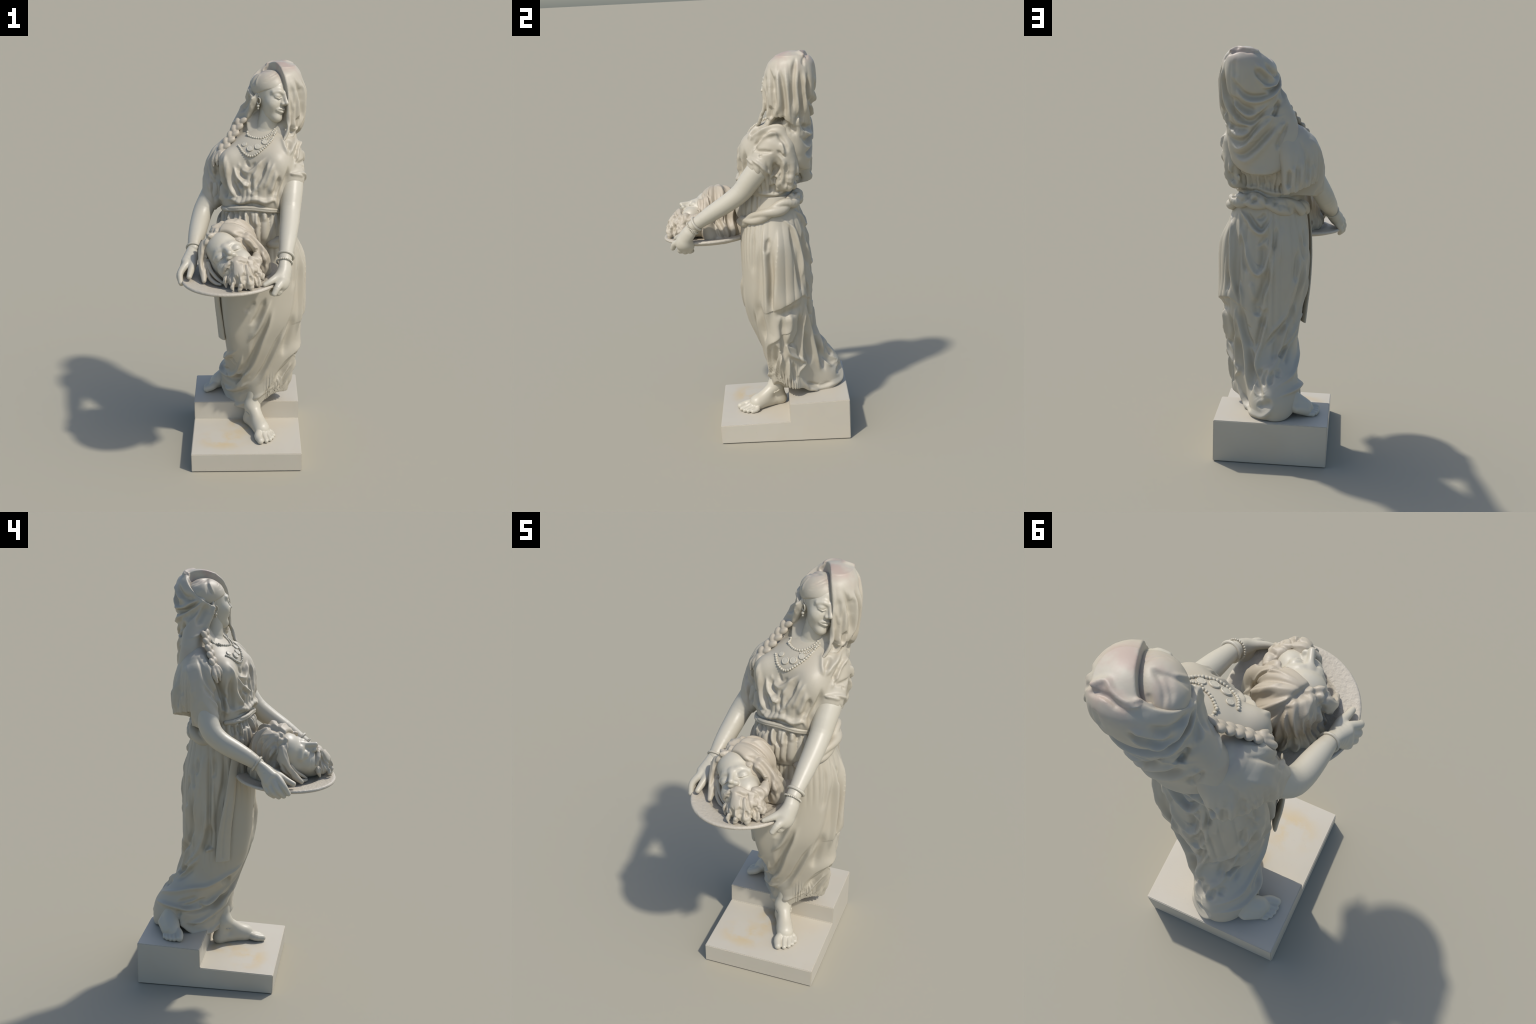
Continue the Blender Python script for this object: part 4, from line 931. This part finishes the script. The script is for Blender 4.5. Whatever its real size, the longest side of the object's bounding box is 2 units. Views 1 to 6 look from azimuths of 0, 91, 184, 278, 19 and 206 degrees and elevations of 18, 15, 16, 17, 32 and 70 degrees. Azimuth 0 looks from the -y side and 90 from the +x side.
def make_left_arm():
    C = Clay((.12, -.33, 1.09), (.34, .2, 1.55), .0032)
    C.rod([(.242, .10, 1.50, .045), (.24, .055, 1.45, .052), (.238, .04, 1.425, .055), (.233, .004, 1.38, .053), (.227, -.04, 1.325, .049), (.219, -.107, 1.275, .046), (.208, -.188, 1.225, .041), (.199, -.25, 1.185, .034), (.192, -.29, 1.158, .031)], .01)
    return C

def make_left_hand():
    C = Clay((.06, -.45, .98), (.25, -.24, 1.20), .0025)
    C.rod([(.192, -.285, 1.16, .031), (.190, -.316, 1.122, .037), (.180, -.345, 1.082, .039)], .01, flat=((.8, -.5, .2), .82))
    C.egg((.174, -.338, 1.058), (.030, .046, .030), .02)
    for kn, mid, tip, r in (((.172, -.368, 1.074), (.154, -.394, 1.060), (.139, -.407, 1.036), .0160), ((.172, -.358, 1.048), (.158, -.368, 1.026), (.13, -.352, 1.018), .0155),
                            ((.174, -.335, 1.042), (.158, -.344, 1.020), (.13, -.33, 1.016), .0155), ((.176, -.312, 1.045), (.162, -.32, 1.022), (.135, -.31, 1.016), .0140)):
        C.rod([(*kn, r * 1.2), (*mid, r), (*tip, r * .8)], .007)
    C.rod([(.188, -.318, 1.118, .024), (.160, -.352, 1.102, .0185), (.124, -.380, 1.086, .0145), (.096, -.394, 1.075, .0105)], .012)
    return C

def foot(C, heel, ankle, toes, arch, top):
    """toes: list of (base, tip, radius)."""
    C.rod([(*heel, .03), (*((np.array(heel) + np.array(arch)) / 2), .034), (*arch, .036)], .02)
    C.rod([(*ankle, .036), (*top, .032), (*arch, .034)], .03)
    C.rod([(*ankle, .036), (*heel, .03)], .02)
    for b, t, r in toes:
        C.rod([(*arch, .022), (*b, r * 1.15), (*t, r)], .004)
    return C

def make_left_foot():
    C = Clay((-.05, -.17, .09), (.19, .19, .36), .0025)
    z = .103
    foot(C, (.02, .105, z + .03), (.035, .085, z + .12), [((.064, -.075, z + .024), (.076, -.113, z + .016), .0175), ((.094, -.070, z + .023), (.106, -.106, z + .012), .0120),
         ((.111, -.056, z + .021), (.125, -.090, z + .011), .0115), ((.123, -.040, z + .018), (.137, -.070, z + .011), .011), ((.131, -.02, z + .016), (.144, -.046, z + .01), .0105)],
         (.082, -.02, z + .036), (.055, .045, z + .085))
    C.rod([(.035, .085, .22, .034), (.05, .095, .35, .036)], .02)
    C.half((0, 0, z), (0, 0, -1))
    return C

def make_right_foot():
    C = Clay((-.27, .2, .2), (.0, .43, .38), .0025)
    z = .213
    C.rod([(-.03, .36, z + .08, .035), (-.09, .352, z + .062, .038), (-.145, .325, z + .042, .036), (-.172, .308, z + .028, .026)], .02)
    C.rod([(-.05, .34, z + .14, .04), (-.10, .33, z + .09, .036), (-.15, .312, z + .046, .03)], .03)
    C.rod([(-.12, .375, z + .05, .02), (-.165, .345, z + .026, .02)], .02)
    for b, t, r in (((-.180, .274, z + .026), (-.212, .266, z + .015), .0175), ((-.182, .297, z + .025), (-.218, .290, z + .013), .0125),
                    ((-.180, .314, z + .023), (-.217, .309, z + .012), .0120), ((-.173, .330, z + .020), (-.211, .327, z + .011), .0115), ((-.162, .346, z + .018), (-.199, .343, z + .010), .0110)):
        C.rod([(-.14, .315, z + .045, .022), (*b, r * 1.12), (*t, r)], .003)
    C.half((0, 0, z), (0, 0, -1))
    return C

SEVERED = Frame((-.040, -.262, 1.117), (-.19, -.645, .738), (-.47, .735, .49), 1.3)

def make_severed_face():
    C = Clay((-.2, -.46, 1.0), (.12, -.10, 1.32), .0025)
    C.egg(SEVERED(0, .072, .035), np.array((.064, .06, .060)) * 1.3, .02, axes=SEVERED.axes)
    face(C, SEVERED, True)
    return C

def make_severed_hair():
    S = SEVERED
    C = Clay((-.26, -.38, 1.0), (.16, -.02, 1.35), .003)
    C.egg((-.060, -.170, 1.196), (.120, .118, .119), 0)
    C.egg((-.045, -.165, 1.09), (.15, .12, .085), .04)
    C.rod([(.02, -.24, 1.245, .03), (.06, -.235, 1.2, .03), (.09, -.235, 1.15, .033), (.095, -.215, 1.08, .036)], .02)
    C.rod([(-.150, -.222, 1.25, .025), (-.178, -.222, 1.19, .026), (-.186, -.235, 1.14, .025), (-.186, -.27, 1.105, .02), (-.182, -.315, 1.068, .011)], .02)
    C.egg(S(0, -.008, .10), (.086, .155, .075), .012, 'cut', axes=S.axes)
    # combed locks: they leave the parting and fall to the dish all round
    C.freeze()
    rng = np.random.default_rng(4)
    A, B = np.array((-.128, -.232, 1.29)), np.array((-.085, -.14, 1.315))
    cen = np.array((-.055, -.17, 1.13))
    def lock(u, w, a, t0, t1, ends):
        ang = math.radians(np.interp(u, [0, .5, 1], [205, 95, -25]))
        d0 = A + (B - A) * (1 - abs(2 * u - 1)) * .9 - cen
        d1 = np.array((.165 * math.cos(ang), .135 * math.sin(ang), -.075))
        t = np.linspace(t0, t1, 7)[:, None]
        th = math.acos(np.clip(d0 @ d1 / np.linalg.norm(d0) / np.linalg.norm(d1), -1, 1))
        P = cen + (np.sin((1 - t) * th) * d0 / np.linalg.norm(d0) + np.sin(t * th) * d1 / np.linalg.norm(d1)) / math.sin(th) * .14
        P += np.cross(d0, d1) / .02 * .012 * np.sin(t * 5 + u * 9)
        C.fold(P, w, a, ends=ends)
    for i in range(26):
        lock((i + rng.uniform(-.2, .2)) / 25, rng.uniform(.008, .012), (.008 if i % 2 == 0 else -.010) * rng.uniform(.7, 1.3), .03, .97, (.1, .8))
    for i in range(64):
        t0 = rng.uniform(.05, .55)
        lock((i + rng.uniform(-.4, .4)) / 63, .0042, -.0055 * rng.uniform(.6, 1.3), t0, t0 + rng.uniform(.3, .45), (0, 0))
    C.fold([(-.125, -.24, 1.285), (-.093, -.155, 1.30), (-.07, -.12, 1.28)], .008, -.012, ends=(.5, 0))
    C.gain = .8
    fold_severed_hair(C)
    # the ear, half under the hair
    C.rod([(.056, -.272, 1.212, .006), (.064, -.262, 1.208, .006), (.066, -.265, 1.192, .006), (.056, -.285, 1.178, .007)], .004)
    # loose strands lying on the dish
    C.rod([(-.165, -.262, 1.135, .011), (-.150, -.285, 1.105, .009), (-.120, -.315, 1.078, .008), (-.088, -.332, 1.058, .005)], .004)
    C.rod([(-.168, -.265, 1.11, .010), (-.158, -.29, 1.075, .010), (-.130, -.318, 1.058, .009), (-.105, -.335, 1.055, .005)], .004)
    C.rod([(.08, -.22, 1.10, .02), (.10, -.17, 1.06, .018), (.085, -.11, 1.05, .012)], .006)
    return C

def make_beard():
    S = SEVERED
    C = Clay((-.16, -.48, 1.03), (.14, -.20, 1.26), .0025)
    C.egg(S(0, -.083, .058), (.074, .042, .046), .018, axes=S.axes)
    C.rod([(-.025, -.375, 1.165, .036), (-.01, -.40, 1.13, .040), (.01, -.41, 1.10, .036)], .02)
    C.rod([(-.045, -.380, 1.182, .011), (-.010, -.385, 1.184, .013), (.028, -.366, 1.172, .009)], .009)
    C.rod([(-.052, -.380, 1.180, .010), (-.078, -.382, 1.160, .012), (-.090, -.375, 1.13, .008)], .009)
    C.rod([(.035, -.345, 1.165, .03), (.06, -.31, 1.16, .028), (.06, -.275, 1.175, .018)], .02)
    C.rod([(.045, -.36, 1.13, .032), (.06, -.345, 1.105, .03)], .02)
    for p, q, r in (((-.078, -.394, 1.066), (-.075, -.385, 1.10), .017), ((-.042, -.447, 1.062), (-.045, -.425, 1.09), .018), ((-.02, -.438, 1.058), (-.015, -.432, 1.085), .018), ((.039, -.434, 1.057), (.03, -.425, 1.09), .019), ((.012, -.436, 1.07), (.012, -.425, 1.095), .016),
                    ((.09, -.373, 1.09), (.075, -.375, 1.11), .016), ((.07, -.395, 1.062), (.06, -.395, 1.09), .017)):
        C.rod([(.0, -.385, 1.13, .03), (*q, r), (*p, .005)], .006)
    for c in ((.072, -.355, 1.125), (.086, -.362, 1.108), (.052, -.385, 1.12), (.06, -.33, 1.15), (.03, -.4, 1.125)):
        C.egg(c, (.013, .013, .012), .004)
    C.freeze()
    rng = np.random.default_rng(9)
    for i in range(26):          # combing of the beard, from the lips towards the tips
        x = rng.uniform(-.085, .075); y0 = -.385 + .35 * abs(x + .01)
        P = [(-.02 + .5 * x, y0 - .0, 1.175), (-.01 + .8 * x, -.41 + .3 * abs(x), 1.14), (x, -.425 + .4 * abs(x), 1.10), (1.05 * x, -.44 + .5 * abs(x), 1.07)]
        C.fold(P[rng.integers(0, 2):], .0045, (-.0055 if i % 3 else .004) * rng.uniform(.7, 1.3))
    C.gain = .9
    fold_beard(C)
    return C

PLATE = dict(c=(-.051, -.2259, 1.058), n=(-.0402, -.0279, 1), r=.2417)

# ------------------------------------------------------------------ Blender side
def marble(name, base, stain, seed, rough=.42, stains=.25, patch=None, grain=(170, .12, .002)):
    m = bpy.data.materials.new(name); m.use_nodes = True
    nt = m.node_tree; N = nt.nodes; L = nt.links
    N.clear()
    out = N.new('ShaderNodeOutputMaterial'); b = N.new('ShaderNodeBsdfPrincipled')
    L.new(b.outputs[0], out.inputs[0])
    tc = N.new('ShaderNodeTexCoord')
    def noise(scale, detail, off):
        mp = N.new('ShaderNodeMapping'); mp.inputs['Location'].default_value = (off, seed, off * .7)
        L.new(tc.outputs['Object'], mp.inputs[0])
        n = N.new('ShaderNodeTexNoise'); n.inputs['Scale'].default_value = scale; n.inputs['Detail'].default_value = detail
        L.new(mp.outputs[0], n.inputs['Vector'])
        return n.outputs['Fac']
    def ramp(src, a, b_):
        r = N.new('ShaderNodeMapRange'); r.inputs[1].default_value = a; r.inputs[2].default_value = b_
        r.interpolation_type = 'SMOOTHSTEP'
        L.new(src, r.inputs[0]); return r.outputs[0]
    def mul(src, f):
        n = N.new('ShaderNodeMath'); n.operation = 'MULTIPLY'; n.inputs[1].default_value = f
        if hasattr(f, 'name'):
            L.new(f, n.inputs[1])
        L.new(src, n.inputs[0]); return n.outputs[0]
    def mix(fac, a, c):
        n = N.new('ShaderNodeMix'); n.data_type = 'RGBA'
        L.new(fac, n.inputs[0])
        if isinstance(a, tuple): n.inputs[6].default_value = (*a, 1)
        else: L.new(a, n.inputs[6])
        n.inputs[7].default_value = (*c, 1)
        return n.outputs[2]
    col = mix(mul(ramp(noise(2.2, 4, 1.3), .42, .72), stains), base, stain)
    warm = tuple(x * f for x, f in zip(base, (1.0, .955, .90)))
    col = mix(mul(ramp(noise(7, 5, 4.1), .45, .7), .45), col, warm)
    speck = tuple(x * .82 for x in base)
    col = mix(mul(ramp(noise(60, 3, 2.2), .62, .75), .18), col, speck)
    for c, rad, tint, amt in (patch or []):
        d = N.new('ShaderNodeVectorMath'); d.operation = 'SUBTRACT'; d.inputs[1].default_value = c
        L.new(tc.outputs['Object'], d.inputs[0])
        s = N.new('ShaderNodeVectorMath'); s.operation = 'DIVIDE'; s.inputs[1].default_value = rad
        L.new(d.outputs[0], s.inputs[0])
        ln = N.new('ShaderNodeVectorMath'); ln.operation = 'LENGTH'
        L.new(s.outputs[0], ln.inputs[0])
        g = ramp(ln.outputs['Value'], 1.0, .25)
        nn = ramp(noise(14, 5, 7.7 + c[0] * 9), .35, .65)
        mm = N.new('ShaderNodeMath'); mm.operation = 'MULTIPLY'; L.new(g, mm.inputs[0]); L.new(nn, mm.inputs[1])
        col = mix(mul(mm.outputs[0], amt), col, tint)
    L.new(col, b.inputs['Base Color'])
    b.inputs['Roughness'].default_value = rough
    b.inputs['Specular IOR Level'].default_value = .5
    bp = N.new('ShaderNodeBump'); bp.inputs['Strength'].default_value = grain[1]; bp.inputs['Distance'].default_value = grain[2]
    L.new(noise(grain[0], 4, 9.1), bp.inputs['Height']); L.new(bp.outputs[0], b.inputs['Normal'])
    return m

def mesh_from(name, V, Q, mat, parent, smooth=True):
    me = bpy.data.meshes.new(name)
    V = np.asarray(V, np.float32); Q = np.asarray(Q, np.int32)
    me.vertices.add(len(V)); me.vertices.foreach_set('co', V.ravel())
    w = Q.shape[1]
    me.loops.add(Q.size); me.loops.foreach_set('vertex_index', Q.ravel())
    me.polygons.add(len(Q)); me.polygons.foreach_set('loop_start', np.arange(0, Q.size, w, dtype=np.int32))
    try: me.polygons.foreach_set('loop_total', np.full(len(Q), w, np.int32))
    except Exception: pass
    me.update(calc_edges=True)
    if smooth:
        me.polygons.foreach_set('use_smooth', np.ones(len(Q), bool))
    me.validate()
    return add(name, me, mat, parent)

def add(name, me, mat, parent):
    if mat and not me.materials: me.materials.append(mat)
    o = bpy.data.objects.new(name, me)
    bpy.context.scene.collection.objects.link(o)
    o.parent = parent
    return o

def lathe(profile, n=160):
    P = np.array(profile); m = len(P)
    a = np.linspace(0, 2 * np.pi, n, endpoint=False)
    V = np.stack([np.outer(np.cos(a), P[:, 0]), np.outer(np.sin(a), P[:, 0]), np.outer(np.ones(n), P[:, 1])], 2).reshape(-1, 3)
    i, j = np.meshgrid(np.arange(n), np.arange(m - 1), indexing='ij')
    Q = np.stack([i * m + j, (i + 1) % n * m + j, (i + 1) % n * m + j + 1, i * m + j + 1], 2).reshape(-1, 4)
    return V, Q

def tube(pts, n=10):
    P = np.array(pts, float); T = np.gradient(P[:, :3], axis=0); T /= np.linalg.norm(T, axis=1)[:, None]
    ref = np.array((.31, .17, .93)); A = np.cross(T, ref); A /= np.linalg.norm(A, axis=1)[:, None]; B = np.cross(T, A)
    t = np.linspace(0, 2 * np.pi, n, endpoint=False)
    V = P[:, None, :3] + P[:, None, 3:] * (np.cos(t)[None, :, None] * A[:, None] + np.sin(t)[None, :, None] * B[:, None])
    i, j = np.meshgrid(np.arange(len(P) - 1), np.arange(n), indexing='ij')
    Q = np.stack([i * n + j, i * n + (j + 1) % n, (i + 1) * n + (j + 1) % n, (i + 1) * n + j], 2).reshape(-1, 4)
    return V.reshape(-1, 3), Q

def build():
    import bmesh
    root = bpy.data.objects.new('marble_statue', None)
    bpy.context.scene.collection.objects.link(root)
    root['label'] = 'white marble statue of veiled woman carrying severed head on plate'
    root['category'] = 'statue'
    W = (.435, .396, .312); G = (.375, .335, .255)
    cloth = marble('cloth_marble', W, G, 3.0, rough=.5, patch=[((.19, .24, 1.99), (.19, .19, .13), (.40, .31, .25), 1.0), ((-.07, .22, 1.66), (.12, .12, .07), (.40, .325, .26), .6)])
    skin = marble('skin_marble', (.475, .44, .352), (.42, .38, .295), 8.0, rough=.42, stains=.2)
    hairm = marble('hair_marble', (.44, .395, .31), (.35, .285, .205), 5.0, rough=.5, stains=.5)
    stone = marble('plinth_marble', (.485, .445, .362), (.41, .365, .285), 12.0, rough=.55, patch=[((-.12, -.07, .1), (.16, .13, .05), (.50, .395, .235), .95), ((-.03, .07, .1), (.09, .13, .05), (.50, .395, .235), .95)])
    dish = marble('plate_marble', (.47, .425, .345), (.40, .355, .27), 15.0, rough=.55, grain=(75, .55, .006))
    parts = {}
    def put(name, fn, mat, parent=None):
        V, Q = fn().skin()
        parts[name + str(len(parts))] = o = mesh_from(name, V, Q, mat, parent or root)
        return o
    # plinth: two steps cut from one block
    sec = [(-.21, 0), (.465, 0), (.465, .2165), (.153, .206), (.151, .108), (-.212, .0985)]
    bm = bmesh.new()
    rows = [[bm.verts.new((x, y, z)) for y, z in sec] for x in (-.2755, .2825)]
    for i in range(6):
        bm.faces.new((rows[0][i], rows[1][i], rows[1][(i + 1) % 6], rows[0][(i + 1) % 6]))
    bm.faces.new(rows[0]); bm.faces.new(rows[1][::-1])
    bmesh.ops.recalc_face_normals(bm, faces=bm.faces[:])
    bmesh.ops.bevel(bm, geom=bm.edges[:], offset=.003, segments=2, affect='EDGES')
    me = bpy.data.meshes.new('plinth'); bm.to_mesh(me); bm.free()
    add('plinth', me, stone, root)
    put('skirt', make_skirt, cloth)
    put('bodice', make_bodice, cloth)
    put('tunic_skirt', make_peplum, cloth)
    put('waist_roll', make_waist_roll, cloth)
    put('neck', make_neck, skin)
    put('head', make_head, skin)
    put('cap', make_cap, cloth)
    put('veil', make_veil, cloth)
    ra = put('arm', make_right_arm, skin); put('hand', make_right_hand, skin, ra)
    la = put('arm', make_left_arm, skin); put('hand', make_left_hand, skin, la)
    lf = put('foot', make_left_foot, skin); put('foot', make_right_foot, skin)
    sh = put('severed_head', make_severed_face, skin)
    put('hair', make_severed_hair, hairm, sh)
    put('beard', make_beard, hairm, sh)
    put('ear', make_ear, skin); put('sash', make_sash, cloth); put('belt', make_belt, cloth); put('braid', make_braid, hairm)
    # strings of beads, laid on the clay surfaces they touch
    B, N = make_bodice(), make_neck()
    V, Q = lathe([(.001, -1), (.38, -.92), (.71, -.71), (.92, -.38), (1, 0), (.92, .38), (.71, .71), (.38, .92), (.001, 1)], 14)
    bead = bpy.data.meshes.new('bead'); bead.from_pydata(V.tolist(), [], Q.tolist()); bead.polygons.foreach_set('use_smooth', np.ones(len(Q), bool)); bead.materials.append(skin)
    rng = np.random.default_rng(2)
    def string(name, pts, r, gap, clays=(), lift=.5, parent=None):
        P = spline(pts, .002)
        for _ in range(14):
            if clays:
                v = np.min([c.at(P) for c in clays], 0); k = np.argmin([c.at(P) for c in clays], 0)
                G = np.stack([c.grad(P) for c in clays])[k, np.arange(len(P))]
                G /= np.maximum(np.linalg.norm(G, axis=1), .3)[:, None]
                P = P - np.clip(v - r * lift, -.01, .01)[:, None] * G
        L = np.concatenate([[0], np.cumsum(np.linalg.norm(np.diff(P, axis=0), axis=1))])
        holder = mesh_from(name, *tube([(*p, r * .35) for p in P[::3]]), skin, parent or root)
        for t in np.arange(gap / 2, L[-1], gap):
            o = bpy.data.objects.new('bead', bead); bpy.context.scene.collection.objects.link(o)
            o.location = [np.interp(t, L, P[:, i]) for i in range(3)]
            o.scale = [r * rng.uniform(.88, 1.1) for _ in range(3)]; o.parent = holder
        return holder, P
    string('necklace', [(.022, .18, 1.72), (.012, .145, 1.69), (.03, .105, 1.66), (.085, .076, 1.646), (.135, .094, 1.665), (.162, .134, 1.694), (.178, .16, 1.72)], .0062, .0115, (B, N))
    string('necklace', [(-.018, .082, 1.611), (.01, .045, 1.585), (.05, .028, 1.574), (.1, .04, 1.595), (.136, .067, 1.62), (.155, .10, 1.655), (.172, .135, 1.70)], .0064, .0118, (B, N))
    string('necklace', [(.095, .07, 1.635), (.125, .075, 1.64), (.148, .10, 1.66), (.165, .125, 1.69)], .0045, .0085, (B, N))
    # medallions between the strings
    Vm, Qm = lathe([(.001, .28), (.55, .27), (.72, .22), (.8, .30), (.93, .26), (1, 0), (.93, -.3), (.001, -.35)], 28)
    med = bpy.data.meshes.new('medallion'); med.from_pydata(Vm.tolist(), [], Qm.tolist()); med.polygons.foreach_set('use_smooth', np.ones(len(Qm), bool)); med.materials.append(skin)
    from mathutils import Vector
    for x, y, z, r in ((.040, .045, 1.604, .0175), (.078, .05, 1.606, .0175), (.110, .062, 1.622, .015), (.012, .07, 1.620, .013)):
        p = np.array([[x, y, z]])
        for _ in range(14):
            g = B.grad(p); g /= np.linalg.norm(g); p = p - np.clip(B.at(p) - .002, -.01, .01) * g
        o = bpy.data.objects.new('medallion', med); bpy.context.scene.collection.objects.link(o)
        o.location = p[0]; o.rotation_mode = 'QUATERNION'; o.rotation_quaternion = Vector(g[0]).to_track_quat('Z', 'Y'); o.scale = (r, r, r * .9); o.parent = root
    # bracelets, anklet, earring
    def ring(c, ax, r, n=40, squash=1.0):
        ax = np.array(ax, float); ax /= np.linalg.norm(ax)
        a = np.cross(ax, [0, 0, 1]); a /= np.linalg.norm(a); b_ = np.cross(ax, a)
        t = np.linspace(0, 2 * np.pi, n + 1)
        return np.array(c) + r * (np.outer(np.cos(t), a) + squash * np.outer(np.sin(t), b_))
    def hoop(name, c, ax, r, tr, parent, squash=1.0):
        return mesh_from(name, *tube([(*p, tr) for p in ring(c, ax, r, squash=squash)]), skin, parent)
    hoop('bracelet', (-.2365, -.112, 1.161), (-.1, -.85, -.5), .0345, .0055, ra)
    hoop('bracelet', (.197, -.272, 1.170), (-.2, -.8, -.55), .0355, .0065, la)
    string('bracelet', ring((.190, -.296, 1.148), (-.15, -.75, -.65), .0365), .0045, .0085, parent=la)
    string('anklet', ring((.040, .078, .195), (.1, -.35, .9), .0385), .0045, .0085, parent=lf)
    er = hoop('earring', (.079, .140, 1.822), (-.75, -.65, 0), .0125, .0028, root, 1.25)
    for dz, r in ((0, .0075), (-.012, .005)):
        o = bpy.data.objects.new('bead', bead); bpy.context.scene.collection.objects.link(o); o.location = (.077, .139, 1.797 + dz); o.scale = (r,) * 3; o.parent = er
    # plate
    prof = [(0, -.012), (.10, -.012), (.140, -.010), (.156, -.004), (.165, .001), (.20, .003), (.228, .006), (.237, .006), (.2417, .000), (.240, -.007), (.230, -.012), (.212, -.018), (.19, -.026), (.15, -.031), (0, -.032)]
    V, Q = lathe(spline([(r, z, 0) for r, z in prof], .006)[:, :2])
    n = np.array(PLATE['n'], float); n /= np.linalg.norm(n)
    a = np.cross([0, 1, 0], n); a /= np.linalg.norm(a); b = np.cross(n, a)
    V = V @ np.stack([a, b, n]) + np.array(PLATE['c'])
    mesh_from('plate', V, Q, dish, root)

if bpy:
    build()
